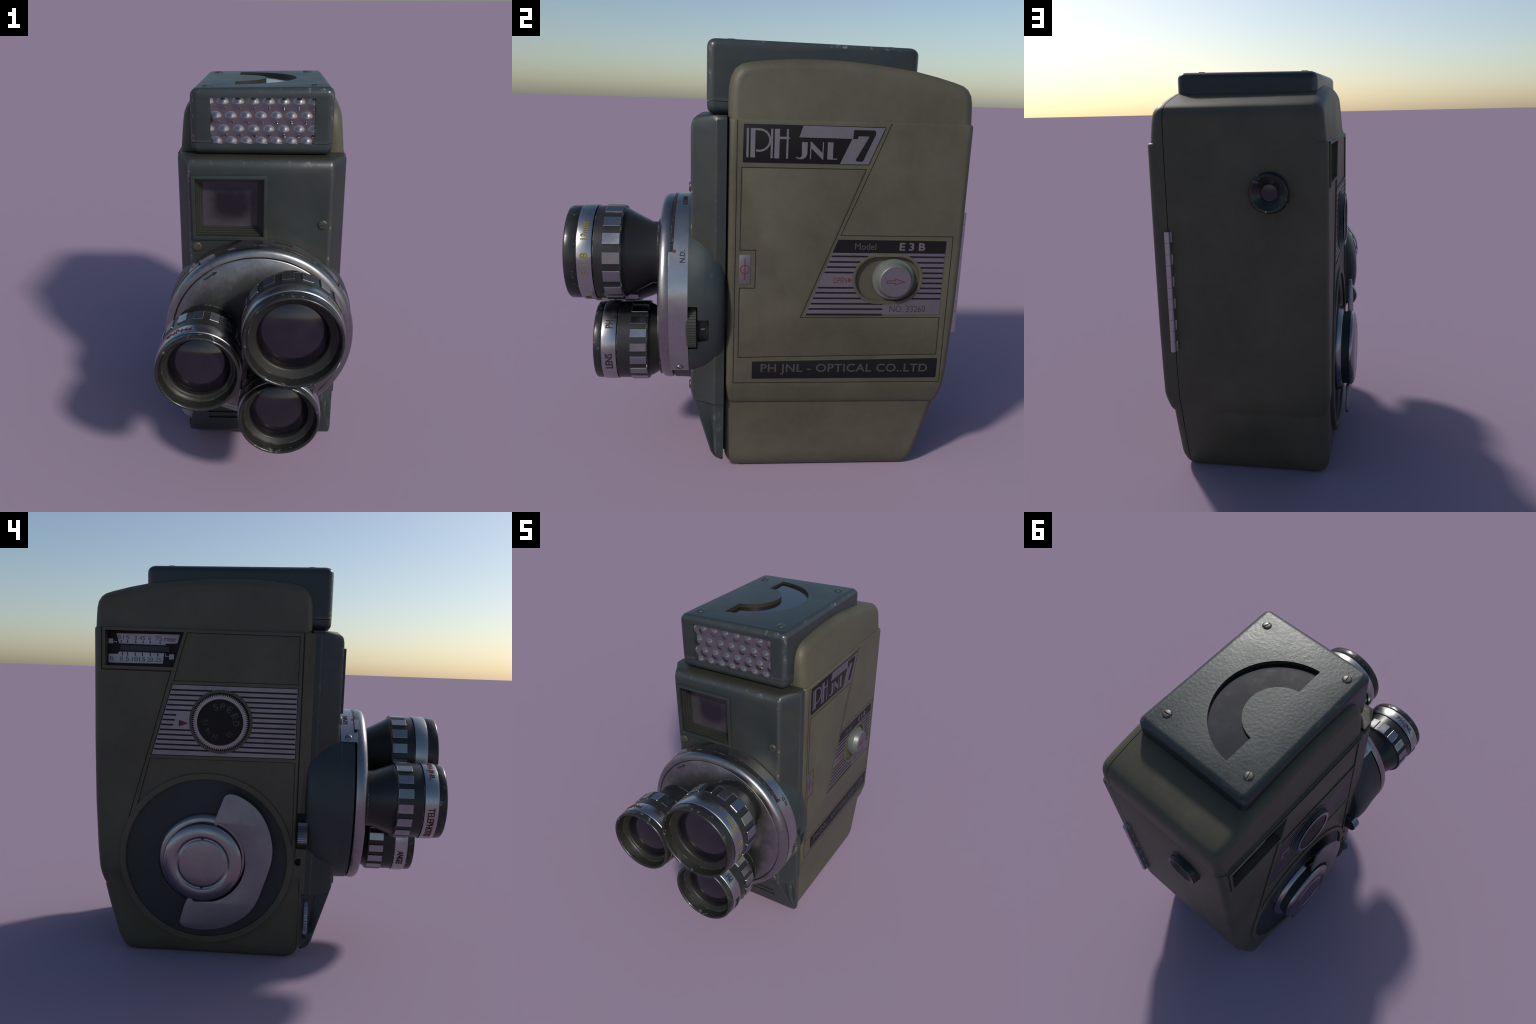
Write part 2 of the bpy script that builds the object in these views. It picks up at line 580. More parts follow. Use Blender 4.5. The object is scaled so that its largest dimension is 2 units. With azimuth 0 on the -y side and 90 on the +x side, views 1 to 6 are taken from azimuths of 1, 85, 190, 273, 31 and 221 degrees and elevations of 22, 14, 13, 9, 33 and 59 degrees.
def text(name, body, frame, w0, box, mat, bold=0.0, parent=ROOT, depth=0.0016, shear=0.0, rot=0.0, spacing=1.0):
    """box in (y or x, z) corner coordinates as seen (left-bottom, right-top)."""
    sgn = -1 if frame in ('left', 'back') else 1
    b = (sgn * box[0], box[1], sgn * box[2], box[3])
    bm = text_bm(body, 1.0, bold, depth, b, shear, spacing)
    if rot:
        c = Vector(((b[0] + b[2]) / 2, (b[1] + b[3]) / 2, 0))
        bmesh.ops.rotate(bm, verts=bm.verts, cent=c, matrix=Matrix.Rotation(rot, 3, 'Z'))
    place(bm, frame, 0, 0, w0)
    return add(name, bm, mat, parent, smooth=False)


def ring_text(name, body, cx, cz, r, y0, height, a0, span, mat, parent, bold=0.02):
    """Lettering wrapped round a cylinder on the y axis: runs counter clockwise seen
    from the front, tops towards the front."""
    bm = text_bm(body, 1.0, bold, 0.0012, (0, 0, 1, 1))
    bmesh.ops.triangulate(bm, faces=bm.faces)
    for v in bm.verts:
        a = radians(a0 + v.co.x * span)
        rr = r + 0.0012 + v.co.z
        v.co = Vector((cx + rr * cos(a), y0 - v.co.y * height, cz + rr * sin(a)))
    bmesh.ops.recalc_face_normals(bm, faces=bm.faces)
    return add(name, bm, mat, parent, smooth=False)


def screw(name, frame, c, w, r, mat, ang, parent=ROOT):
    prof = [(-0.01, r)] + [(r * 0.36 * sin(t * pi / 2 / 5), r * (1 - 0.38 * (1 - cos(t * pi / 2 / 5)))) for t in range(6)] + [(r * 0.40, 0)]
    bm = lathe_bm(prof, 28, True)
    ob = add(name, bm, mat, parent)
    t = box_bm(-r * 1.2, r * 1.2, -r * 0.11, r * 0.11, r * 0.20, r * 0.8)
    bmesh.ops.rotate(t, verts=t.verts, cent=(0, 0, 0), matrix=Matrix.Rotation(radians(ang), 3, 'Z'))
    cut(ob, t)
    bm = bmesh.new()
    bm.from_mesh(ob.data)
    sgn = -1 if frame in ('left', 'back') else 1
    place(bm, frame, sgn * c[0], c[1], w)
    bm.to_mesh(ob.data)
    bm.free()
    return ob


# ------------------------------------------------------------------ body shell
XL, XR = -0.395, 0.425
YF, YB = -0.197, 0.863
XC = 0.5 * (XL + XR)


def back_y(z):
    pts = ((0.0, 0.712), (0.04, 0.742), (0.345, 0.829), (0.356, 0.822), (0.372, 0.831), (0.416, 0.843), (0.476, 0.852),
           (0.59, 0.859), (0.76, 0.866), (0.95, 0.871), (1.7, 0.872))
    for (a, ya), (b, yb) in zip(pts, pts[1:]):
        if a <= z <= b:
            return ya + (yb - ya) * (z - a) / (b - a)
    return 0.872


def shell_parts():
    parts = []
    # middle band
    rings = []
    for z, d in ((0.352, 0.030), (0.358, 0.024), (0.37, 0.018), (0.39, 0.0125), (0.415, 0.007), (0.438, 0.002), (0.455, 0.0),
                 (0.55, 0), (0.8, 0), (1.1, 0), (1.4, 0), (1.655, 0), (1.663, 0.002), (1.668, 0.007)):
        yb = 0.872 - d if z > 1.6 else back_y(z if z > 0.356 else 0.357)
        rings.append([(x, y, z) for x, y in rrect(XL + d, XR - d, YF + d * 0.3, yb, (0.012, 0.030, 0.033, 0.040))])
    parts.append(loft(rings))
    # lower section, slanted back, rounded foot
    rings = []
    for z in (0.42, 0.345, 0.25, 0.16, 0.09):
        rings.append((z, 0.0, 0.0))
    for t in range(1, 9):
        a = t / 8 * pi / 2
        rings.append((0.09 * (1 - sin(a)), 1 - cos(a), t / 8))
    R = []
    for z, k, t in rings:
        yb = back_y(max(z, 0.04)) - 0.004 * min(1, 12 * z) if z < 0.345 else back_y(0.345) - 0.008
        yb -= 0.045 * k
        tp = (0.345 - min(z, 0.345)) * 0.02
        R.append([(x, y - (0.035 * k * (1 - (x - XL) / (XR - XL)) if y < 0.3 else 0.0), z) for x, y in rrect(-0.386 + tp + 0.035 * k, 0.394 - tp - 0.04 * k, YF + 0.001 + 0.085 * k, yb, (0.012 + 0.02 * k, 0.022, 0.045, 0.045))])
    parts.append(loft(R))
    # crown: arched top with rounded shoulders
    crown = [(-0.198, 1.66), (-0.199, 1.72), (-0.198, 1.79), (-0.190, 1.838), (-0.172, 1.872), (-0.146, 1.893), (-0.105, 1.904),
             (-0.06, 1.910), (0.02, 1.917), (0.093, 1.922), (0.17, 1.923), (0.255, 1.921), (0.34, 1.917), (0.42, 1.910), (0.51, 1.900),
             (0.60, 1.888), (0.706, 1.865), (0.785, 1.844), (0.824, 1.831), (0.846, 1.815), (0.861, 1.790), (0.867, 1.760), (0.869, 1.72), (0.870, 1.66)]
    n = len(crown)
    nor = []
    for i in range(n):
        a, b = Vector(crown[max(i - 1, 0)]), Vector(crown[min(i + 1, n - 1)])
        t = (b - a).normalized()
        nor.append(Vector((-t.y, t.x)) * -1)     # inward
    def slice_at(side, d, xin):
        out = []
        for (y, z), nn in zip(crown, nor):
            dz = 0 if z < 1.661 else d
            yy, zz = y + nn.x * d, z + nn.y * dz
            half = 0.401 - (zz - 1.66) * 0.095 - xin
            out.append((XC + side * half, yy, zz))
        return out
    rr = 0.048
    rings = []
    steps = 8
    for i in range(steps + 1):
        a = i / steps * pi / 2
        rings.append(slice_at(-1, rr * (1 - sin(a)), rr * (1 - cos(a))))
    for f in (-0.8, -0.4, 0.0, 0.4, 0.8):
        s = []
        for (y, z), nn in zip(crown, nor):
            half = 0.401 - (z - 1.66) * 0.095 - rr
            s.append((XC + f * half, y, z))
        rings.append(s)
    for i in range(steps, -1, -1):
        a = i / steps * pi / 2
        rings.append(slice_at(1, rr * (1 - sin(a)), rr * (1 - cos(a))))
    parts.append(loft(rings))
    return parts


SEAM = 0.343


def halves(keep_right):
    ps = []
    for bm in shell_parts():
        pl = SEAM + 0.0016 if keep_right else SEAM - 0.0016
        r = bmesh.ops.bisect_plane(bm, geom=bm.verts[:] + bm.edges[:] + bm.faces[:], plane_co=(pl, 0, 0), plane_no=(1, 0, 0),
                                   clear_outer=not keep_right, clear_inner=keep_right)
        ed = [e for e in r['geom_cut'] if isinstance(e, bmesh.types.BMEdge)]
        bmesh.ops.contextual_create(bm, geom=ed)
        ps.append(bm)
    return join_bm(ps)


case = add('body_case', halves(False), 'olive', ROOT, 32)
door = add('side_door', halves(True), 'olive', ROOT, 32)
add('seam_core', loft([[(x, y, z) for x, y in ((0.328, -0.185), (0.358, -0.185), (0.358, back_y(z) - 0.012), (0.328, back_y(z) - 0.012))] for z in (0.10, 0.30, 0.345, 0.36, 0.42, 0.476, 0.6, 0.95, 1.66)]
                    + [[(x, y, z) for x, y in ((0.328, a), (0.358, a), (0.358, b), (0.328, b))] for z, a, b in ((1.76, -0.18, 0.835), (1.82, -0.13, 0.78), (1.86, -0.08, 0.62), (1.885, -0.02, 0.48))]), 'gap', ROOT, smooth=False)  # dark block added inside so the door seam reads dark
core2 = add('front_gap_filler', box_bm(-0.372, 0.375, -0.22, -0.15, 0.095, 1.655), 'gap', ROOT, smooth=False)  # solid dark box added behind the plate to blacken the gap

# ------------------------------------------------------------------ front plate
rows = []
for z, yf in ((1.679, -0.308), (1.6775, -0.322), (1.672, -0.336), (1.662, -0.347), (1.648, -0.355), (1.63, -0.359), (1.61, -0.360),
              (1.3, -0.360), (0.9, -0.360), (0.5, -0.360), (0.40, -0.360), (0.375, -0.357), (0.352, -0.349)):
    rows.append((z, yf, -0.330, 0.347, -0.246, -0.391, 0.420))
rows.append((0.3475, -0.3475, -0.334, 0.351, -0.240, -0.388, 0.414))
for i in range(1, 7):
    t = i / 6
    z = 0.352 + (0.10 - 0.352) * t
    rows.append((z, -0.349 + 0.086 * t, -0.333 - 0.046 * t, 0.350 + 0.056 * t, -0.240 + 0.008 * t, -0.388, 0.414))
rows += [(0.082, -0.252, -0.379, 0.406, -0.230, -0.386, 0.412), (0.068, -0.238, -0.378, 0.405, -0.225, -0.384, 0.410), (0.060, -0.218, -0.376, 0.402, -0.214, -0.380, 0.406)]
rings = []
for z, yf, a, b, ys, s0, s1 in rows:
    ins = 0.010 if z > 1.67 else 0.0
    k = 0.006
    # plan outline with slightly eased front corners
    ring = [(s0 + ins, -0.203, z), (s0 + ins, ys, z)]
    cove = 0.030 * min(1, max(0, (0.351 - z) / 0.004)) * min(1, max(0, (z - 0.07) / 0.11)) if z < 0.352 else 0.0
    for A, S, sx in ((a, s0, 1), (b, s1, -1)):
        ring_c = []
        p = Vector((A, yf))
        d1 = (Vector((S, ys)) - p).normalized()
        d2 = Vector((sx, 0))
        nrm = Vector((d1.y, -d1.x)) * (1 if Vector((d1.y, -d1.x)).dot(Vector((sx, 1))) > 0 else -1)
        mid = p.lerp(Vector((S, ys)), 0.5) + nrm * cove
        q2 = p.lerp(Vector((S, ys)), 0.82) + nrm * cove * 0.8
        ring_c = [q2, mid, p + d1 * k * 1.6, p + d1 * k * 0.5 + d2 * k * 0.5 * 0.55, p + d2 * k * 1.6]
        if sx < 0:
            ring_c.reverse()
        ring += [(q.x, q.y, z) for q in ring_c]
    ring += [(s1 - ins, ys, z), (s1 - ins, -0.203, z)]
    rings.append(ring)
plate = add('front_plate', loft(rings), 'slate', ROOT, 28)

# viewfinder window: stepped frame sunk into the plate
WX0, WX1, WZ0, WZ1 = -0.317, 0.044, 1.280, 1.600
cut(plate, box_bm(WX0 + 0.012, WX1 - 0.012, -0.40, -0.285, WZ0 + 0.012, WZ1 - 0.012))
cut(plate, box_bm(-0.268, 0.29, -0.345, -0.30, 0.238, 0.262))
cut(plate, box_bm(-0.268, 0.29, -0.325, -0.28, 0.190, 0.214))


def rect(a, b, c, d):
    return [(a, c), (b, c), (b, d), (a, d)]


win = flat('viewfinder_frame', [rect(WX0, WX1, WZ0, WZ1), rect(WX0 + 0.018, WX1 - 0.018, WZ0 + 0.018, WZ1 - 0.018)][0:2], 0.022, 'front', 0.349, 'slate', 0.0025)
for i in range(4):
    o = 0.0125
    q = 0.018 + 0.0075 * (i + 1)
    flat('frame_step', [rect(WX0 + o, WX1 - o, WZ0 + o, WZ1 - o), rect(WX0 + q, WX1 - q, WZ0 + q, WZ1 - q)], 0.011, 'front', 0.3475 - 0.0135 * (i + 1), 'slate', 0.001, win)
add('viewfinder_glass', box_bm(WX0 + 0.014, WX1 - 0.014, -0.296, -0.286, WZ0 + 0.014, WZ1 - 0.014), 'window', win)

screw('plate_screw', 'front', (0.311, 1.362), 0.360, 0.024, 'steel', 8)
screw('plate_screw', 'front', (-0.296, 1.242), 0.360, 0.024, 'brass', 40)
screw('plate_screw', 'front', (0.318, 0.412), 0.360, 0.022, 'brass', -30)
screw('plate_screw', 'front', (-0.290, 0.412), 0.360, 0.022, 'brass', 20)

# ------------------------------------------------------------------ light meter box on top
BX0, BX1, BY0, BY1 = -0.322, 0.349, -0.292, 0.626


def top_tilt(p):
    x, y, z = p
    if z > 1.9:
        z += 0.010 * (x - 0.0135) / 0.67
        z -= 0.014 * (y - BY0) / (BY1 - BY0)
    return (x, y, z)


rings = []
for z in (1.7385, 1.80, 1.88, 1.95):
    rings.append([(x, y, z) for x, y in rrect(BX0, BX1, BY0, BY1, 0.036)])
for t in range(1, 8):
    a = t / 7 * pi / 2
    d = 0.034 * (1 - cos(a))
    rings.append([(x, y, 1.958 + 0.034 * sin(a)) for x, y in rrect(BX0 + d, BX1 - d, BY0 + d, BY1 - d, 0.036 - d * 0.6)])
rings = [[top_tilt(p) for p in r] for r in rings]
cover = add('light_meter_cover', loft(rings), 'slate_box', ROOT, 32)
OX0, OX1, OZ0, OZ1 = -0.226, 0.260, 1.732, 1.946
cut(cover, box_bm(OX0, OX1, -0.35, -0.255, OZ0 - 0.02, OZ1))
# arc window in the lid
AC = (-0.142, 0.190)
arc_o = [(x, y) for x, y in circle(*AC, 0.328, 40, -pi / 2, pi / 2)]
arc_i = [(x, y) for x, y in circle(*AC, 0.172, 30, pi / 2, -pi / 2)]


def clipx(p):
    return (max(p[0], -0.122), p[1])


def arc_loop(ro, ri, xe):
    o = [q for q in circle(*AC, ro, 60, -pi / 2, pi / 2) if q[0] > xe + 0.002]
    yo = sqrt(ro ** 2 - (xe - AC[0]) ** 2)
    i = [q for q in circle(*AC, ri, 40, pi / 2, -pi / 2) if q[0] > xe + 0.002]
    yi = sqrt(ri ** 2 - (xe - AC[0]) ** 2)
    return [(xe, AC[1] - yo)] + o + [(xe, AC[1] + yo), (xe, AC[1] + yi)] + i + [(xe, AC[1] - yi)]


cut(cover, flat_bm([arc_loop(0.328, 0.170, -0.122)], 0.08, 0, 'top', 1.958))
flat('meter_window', [arc_loop(0.333, 0.165, -0.127)], 0.016, 'top', 1.949, 'meter_glass', 0, cover)
for c, ang in (((0.265, -0.190), 75), ((-0.247, -0.187), 95), ((-0.248, 0.511), 110), ((0.256, 0.514), 5)):
    screw('lid_screw', 'top', c, 1.9895 + 0.010 * (c[0] - 0.0135) / 0.67 - 0.014 * (c[1] - BY0) / (BY1 - BY0) - 0.001, 0.0255, 'steel', ang, cover)
# base tray
rings = []
for t in range(0, 8):
    a = t / 7 * pi / 2
    d = 0.036 * (1 - sin(a))
    rings.append([(x, y, 1.681 + 0.036 * (1 - cos(a))) for x, y in rrect(BX0 + d + 0.001, BX1 - d - 0.001, BY0 + d + 0.001, BY1 - d - 0.001, 0.036 - d * 0.5)])
rings.append([(x, y, 1.736) for x, y in rrect(BX0 + 0.001, BX1 - 0.001, BY0 + 0.001, BY1 - 0.001, 0.036)])
tray = add('light_meter_base', loft(rings), 'slate_tray', ROOT, 32)
add('box_seam_filler', box_bm(BX0 + 0.03, BX1 - 0.03, -0.255, BY1 - 0.03, 1.73, 1.745, 0.002), 'gap', tray)  # dark box filling the joint between cover and tray, shade put into its colour
add('box_gap_filler', box_bm(BX0 + 0.03, BX1 - 0.03, -0.25, 0.1, 1.66, 1.70), 'gap', tray)  # dark block standing in for the shaded gap under the box
# honeycomb light cell
cell = bmesh.new()
NX, NZ = 200, 92
bub = []
for k, (z, x0) in enumerate(((1.916, -0.168), (1.852, -0.202), (1.790, -0.166), (1.735, -0.200))):
    for i in range(-1, 8):
        bub.append((x0 + i * 0.0705, z))
grid = []
for j in range(NZ + 1):
    row = []
    for i in range(NX + 1):
        x = OX0 - 0.004 + (OX1 - OX0 + 0.008) * i / NX
        z = OZ0 - 0.004 + (OZ1 - OZ0 + 0.008) * j / NZ
        h = 0.0
        for bx, bz in bub:
            d = sqrt((x - bx) ** 2 + (z - bz) ** 2)
            if d < 0.0345:
                h = max(h, 0.0104 * cos(d / 0.0345 * pi / 2) ** 2)
        row.append(cell.verts.new((x, -0.277 - h, z)))
    grid.append(row)
for j in range(NZ):
    for i in range(NX):
        cell.faces.new((grid[j][i], grid[j][i + 1], grid[j + 1][i + 1], grid[j + 1][i]))
bmesh.ops.recalc_face_normals(cell, faces=cell.faces)
if sum(f.normal.y for f in cell.faces) > 0:
    bmesh.ops.reverse_faces(cell, faces=cell.faces)
ext = bmesh.ops.extrude_face_region(cell, geom=cell.faces[:])
for v in ext['geom']:
    if isinstance(v, bmesh.types.BMVert):
        v.co.y = -0.256
bmesh.ops.recalc_face_normals(cell, faces=cell.faces)
add('light_cell', cell, 'bubble', cover, 80)

# ------------------------------------------------------------------ turret
prof = [(0.19, 0.395), (0.200, 0.405)]
for t in range(1, 13):
    u = 1 - t / 12
    prof.append((0.200 + 0.10 * (1 - u), 0.405 + 0.068 * (1 - u ** 3) ** (1 / 3)))
prof += [(0.33, 0.470), (0.372, 0.466), (0.374, 0.4645), (0.437, 0.4625), (0.437, 0.40)]
lathe('turret_housing', prof, 'front', (TX, TZ), 'housing', 160)

rim = [(0.434, 0.43), (0.447, 0.438), (0.4475, TR - 0.002), (0.452, TR), (0.470, TR + 0.002), (0.482, TR), (0.492, TR - 0.005), (0.499, TR - 0.013), (0.5025, TR - 0.024),
       (0.5045, 0.428), (0.5015, 0.4235), (0.5015, 0.4195), (0.5045, 0.416), (0.509, 0.25), (0.511, 0.0)]
turret = lathe('lens_turret', rim, 'front', (TX, TZ), 'turret', 160, ROOT, 40)


def band_arc(name, r0, r1, w0, w1, a0, a1, mat, parent, n=64):
    """curved slab on the turret rim"""
    bm = bmesh.new()
    q = []
    for i in range(n + 1):
        a = radians(a0 + (a1 - a0) * i / n)
        q.append([bm.verts.new((TX + r * cos(a), -w, TZ + r * sin(a))) for r, w in ((r0, w0), (r1, w0), (r1, w1), (r0, w1))])
    for a, b in zip(q, q[1:]):
        for k in range(4):
            bm.faces.new((a[k], a[(k + 1) % 4], b[(k + 1) % 4], b[k]))
    bm.faces.new(q[0])
    bm.faces.new(q[-1])
    bmesh.ops.recalc_face_normals(bm, faces=bm.faces)
    return add(name, bm, mat, parent, 30)


fband = band_arc('filter_band', 0.455, 0.4675, 0.368, 0.4345, -44, 136.5, 'chrome', ROOT)
band_arc('filter_band_flange', 0.455, 0.4672, 0.4345, 0.4535, -44, 34, 'chrome', fband, 40)
band_arc('filter_band_flange', 0.455, 0.4672, 0.4345, 0.4535, 128.5, 136.5, 'chrome', fband, 10)
band_arc('filter_slot_filler', 0.44, 0.4605, 0.436, 0.447, 34, 128.5, 'gap', fband, 40)  # dark slab fills the slot, its shade put into the colour
band_arc('filter_slider', 0.456, 0.466, 0.437, 0.448, 40, 118, 'lens_black', fband, 40)
band_arc('filter_lever', 0.455, 0.478, 0.437, 0.462, 117, 127, 'chrome', fband, 10)
for a, wd in ((-40, 0.41), (133, 0.405)):
    r = 0.0175
    bm = lathe_bm([(-0.01, r)] + [(r * 0.4 * sin(t * pi / 10), r * (1 - 0.4 * (1 - cos(t * pi / 10)))) for t in range(6)] + [(r * 0.44, 0)], 24)
    ob = add('band_screw', bm, 'chrome_dark', fband)
    cut(ob, box_bm(-r * 1.2, r * 1.2, -r * 0.13, r * 0.13, r * 0.12, r))
    mrot = Matrix.Translation((TX + 0.4675 * cos(radians(a)), -wd, TZ + 0.4675 * sin(radians(a)))) @ Matrix.Rotation(radians(-a), 4, 'Y') @ Matrix.Rotation(pi / 2, 4, 'Y') @ Matrix.Rotation(0.9, 4, 'Z')
    ob.data.transform(mrot)
ring_text('lettering', 'N.D.', TX, TZ, 0.4675, -0.383, 0.022, 28, 7, 'ink', fband, 0.01)
ring_text('lettering', 'CONV', TX, TZ, 0.4675, -0.383, 0.022, 70, 12, 'ink', fband, 0.01)
ring_text('lettering', 'HAZE', TX, TZ, 0.4675, -0.383, 0.022, 111, 10, 'ink', fband, 0.01)
for a in (34.5, 73, 115):
    band_arc('index_dot', 0.46, 0.4686, 0.424, 0.4352, a - 0.9, a + 0.9, 'red', fband, 3)
# engraved arrow on the disc
def arrow_pts(cx, cz, ang, L, wd, head):
    ca, sa = cos(ang), sin(ang)
    p = [(-L / 2, -wd), (L / 2 - head, -wd), (L / 2 - head, -wd * 3), (L / 2, 0), (L / 2 - head, wd * 3), (L / 2 - head, wd), (-L / 2, wd)]
    return [(cx + x * ca - y * sa, cz + x * sa + y * ca) for x, y in p]


flat('turret_arrow', [arrow_pts(-0.219, 1.150, radians(35), 0.078, 0.0035, 0.026)], 0.004, 'front', 0.5025, 'ink', 0, turret)


# ------------------------------------------------------------------ lenses
def lens(cx, cz, yf, R, band, grip, cone_end, tube, npads, pad_off, texts, glass_r):
    """yf: front (positive towards viewer). band, grip: (start, end) distances from the
    disc; R = barrel radius at the silver band."""
    g0, g1 = grip
    b0, b1 = band
    P = [(0.495, tube + 0.001)]
    P += [(cone_end, tube), (g0 - 0.022, R * 0.905), (g0 - 0.004, R * 0.945), (g0, R * 0.980), (g1, R * 0.980), (g1 + 0.002, R * 0.98),
          (b0 - 0.004, R * 0.975), (b0 - 0.002, R * 0.94), (b1 + 0.002, R * 0.94), (b1 + 0.003, R * 0.94)]
    K = [(b1 + 0.001, R * 0.93), (b1 + 0.001, R * 0.968), (b1 + 0.003, R * 0.974), (yf - 0.026, R * 0.975)]
    for t in range(1, 9):
        a = t / 8 * pi
        K.append((yf - 0.015 + 0.015 * sin(a), R * 0.975 - 0.00875 * (1 - cos(a))))
    rin = R * 0.975 - 0.0175
    K += [(yf - 0.022, rin - 0.001)]
    barrel = lathe('lens', P, 'front', (cx, cz), 'lens_black', 112, ROOT, 40, False)
    lathe('lens_rim', K, 'front', (cx, cz), 'rim', 112, barrel, 40, False)
    # funnel inside the hood
    F = [(yf - 0.020, rin - 0.001), (yf - 0.044, rin - 0.008), (yf - 0.046, rin - 0.014), (yf - 0.056, glass_r + 0.012), (yf - 0.058, glass_r + 0.005), (yf - 0.061, glass_r + 0.002),
         (yf - 0.066, glass_r), (yf - 0.11, glass_r)]
    lathe('hood_inside', F, 'front', (cx, cz), 'lens_inner', 96, barrel, 40, False)
    G = [(yf - 0.105, glass_r + 0.001)]
    for t in range(0, 13):
        a = (1 - t / 12)
        G.append((yf - 0.047 - 0.034 * a ** 2.4, (glass_r + 0.001) * a))
    lathe('front_glass', G, 'front', (cx, cz), 'glass', 96, barrel, 60)
    lathe('name_band', [(b0, R * 0.93), (b0, R * 0.998), (b0 + 0.003, R * 1.003), (b1 - 0.012, R), (b1 - 0.003, R * 0.99), (b1, R * 0.975), (b1, R * 0.93)], 'front', (cx, cz), 'chrome', 112, barrel, 30, False)
    lathe('lens_socket_ring', [(0.50, tube + 0.013), (0.5135, tube + 0.013), (0.5135, tube + 0.011), (0.511, tube + 0.009), (0.511, tube - 0.004)], 'front', (cx, cz), 'lens_black', 80, barrel, 30, False)  # proud dark ring imitates the shaded recess round the lens
    # grip pads
    half = pi / npads * 0.62
    rp, ri = R * 1.012, R * 0.93
    bm = bmesh.new()
    w0, w1 = g0 - 0.001, g1 + 0.001
    pts = []
    for w in (w0, w1):
        xo, xi = rp * cos(half), ri * cos(half)
        y = rp * sin(half)
        pts.append([bm.verts.new((xi, -w, -y)), bm.verts.new((xo, -w, -y)), bm.verts.new((xo, -w, y)), bm.verts.new((xi, -w, y))])
    a, b = pts
    for k in range(4):
        bm.faces.new((a[k], a[(k + 1) % 4], b[(k + 1) % 4], b[k]))
    bm.faces.new(a)
    bm.faces.new(b)
    bmesh.ops.recalc_face_normals(bm, faces=bm.faces)
    bmesh.ops.bevel(bm, geom=bm.edges[:], offset=0.0022, segments=1, affect='EDGES')
    first = add('grip_pad', bm, 'pad', barrel, smooth=False)
    for i in range(npads):
        o = first if i == 0 else first.copy()
        if i:
            COL.objects.link(o)
            o.parent = barrel
        o.matrix_world = Matrix.Translation((cx, 0, cz)) @ Matrix.Rotation(-(2 * pi * i / npads + pad_off), 4, 'Y')
    lathe('grip_edge', [(g0 - 0.006, R * 0.94), (g0 - 0.005, R * 0.985), (g0 - 0.001, R * 0.99), (g0 + 0.004, R * 0.97), (g0 + 0.004, R * 0.94)], 'front', (cx, cz), 'lens_black', 96, barrel, 30, False)
    for body, a0, span, m in texts:
        wd = b1 - b0
        ring_text('band_lettering', body, cx, cz, R * 1.0015, -(b0 + wd * 0.22), wd * 0.5, a0, span, m, barrel, 0.015)
    return barrel


lens(0.164, 1.024, 0.922, 0.2245, (0.795, 0.864), (0.672, 0.750), 0.545, 0.148, 16, radians(6),
     [('F:1.8', -15, 27, 'yellow'), ('13mm', 27, 22, 'yellow'), ('JNL', -66, 14, 'yellow')], 0.157)
lens(-0.250, 0.845, 0.893, 0.194, (0.783, 0.852), (0.655, 0.728), 0.545, 0.143, 16, radians(3),
     [('PH-JNL', 97, 40, 'red'), ('TELEPHOTO', 180, 56, 'red')], 0.1395)
lens(0.112, 0.562, 0.822, 0.1935, (0.715, 0.785), (0.572, 0.650), 0.520, 0.158, 18, radians(9),
     [('LENS', -25, 25, 'ink'), ('ANGLE', 192, 28, 'ink'), ('WIDE', 145, 24, 'ink'), ('PH', 36, 12, 'ink')], 0.137)

# ------------------------------------------------------------------ right side: door panel
W = XR
LINE = 0.0030


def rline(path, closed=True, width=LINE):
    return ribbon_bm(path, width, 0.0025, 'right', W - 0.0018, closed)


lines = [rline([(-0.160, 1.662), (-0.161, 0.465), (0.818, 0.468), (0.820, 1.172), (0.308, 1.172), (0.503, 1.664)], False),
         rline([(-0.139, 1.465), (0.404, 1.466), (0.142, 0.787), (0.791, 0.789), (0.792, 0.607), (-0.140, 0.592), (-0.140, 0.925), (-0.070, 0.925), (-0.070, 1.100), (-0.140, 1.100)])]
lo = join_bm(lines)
add('door_panel_line', lo, 'olive_line', door, smooth=False)  # proud dark ribbons stand in for groove shadow; no groove is cut
# raised fields between the lines
flat('door_field', [[(-0.135, 1.461), (0.397, 1.462), (0.136, 0.783), (0.787, 0.785), (0.788, 0.611), (-0.136, 0.596), (-0.136, 0.921), (-0.066, 0.921), (-0.066, 1.104), (-0.136, 1.104)]],
     0.003, 'right', W - 0.0018, 'olive', 0.0006, door)
# name plate
name_plate = flat('name_plate', [[(-0.135, 1.487), (0.411, 1.487), (0.477, 1.648), (-0.133, 1.648)]], 0.004, 'right', W - 0.001, 'black', 0.0008, door)
flat('silver_strip', [[(0.285, 1.488), (0.410, 1.488), (0.474, 1.645), (0.120, 1.646), (0.104, 1.597), (0.333, 1.596)]], 0.0015, 'right', W + 0.0025, 'label', 0, name_plate)
WL = W + 0.0024


def bar(*pts):
    return flat_bm([list(pts)], 0.0016, 0, 'right', WL)


def rb(y0, y1, z0, z1):
    return bar((y0, z0), (y1, z0), (y1, z1), (y0, z1))


letters = [rb(-0.1205, -0.111, 1.508, 1.631), rb(-0.1035, -0.0835, 1.508, 1.631)]           # P stems
bowl = [(-0.0832, 1.6265), (-0.07, 1.6265)] + [(-0.066 + 0.046 * cos(a), 1.5815 + 0.045 * sin(a)) for a in [pi / 2 - i * pi / 16 for i in range(1, 17)]] + [(-0.079, 1.5375)]
letters.append(ribbon_bm(bowl, 0.0085, 0.0016, 'right', WL, False))
letters += [rb(-0.017, -0.008, 1.506, 1.630), rb(-0.001, 0.0205, 1.506, 1.630), rb(0.050, 0.0585, 1.506, 1.630), rb(0.0207, 0.0498, 1.588, 1.598), bar((0.0587, 1.588), (0.066, 1.593), (0.0587, 1.598))]
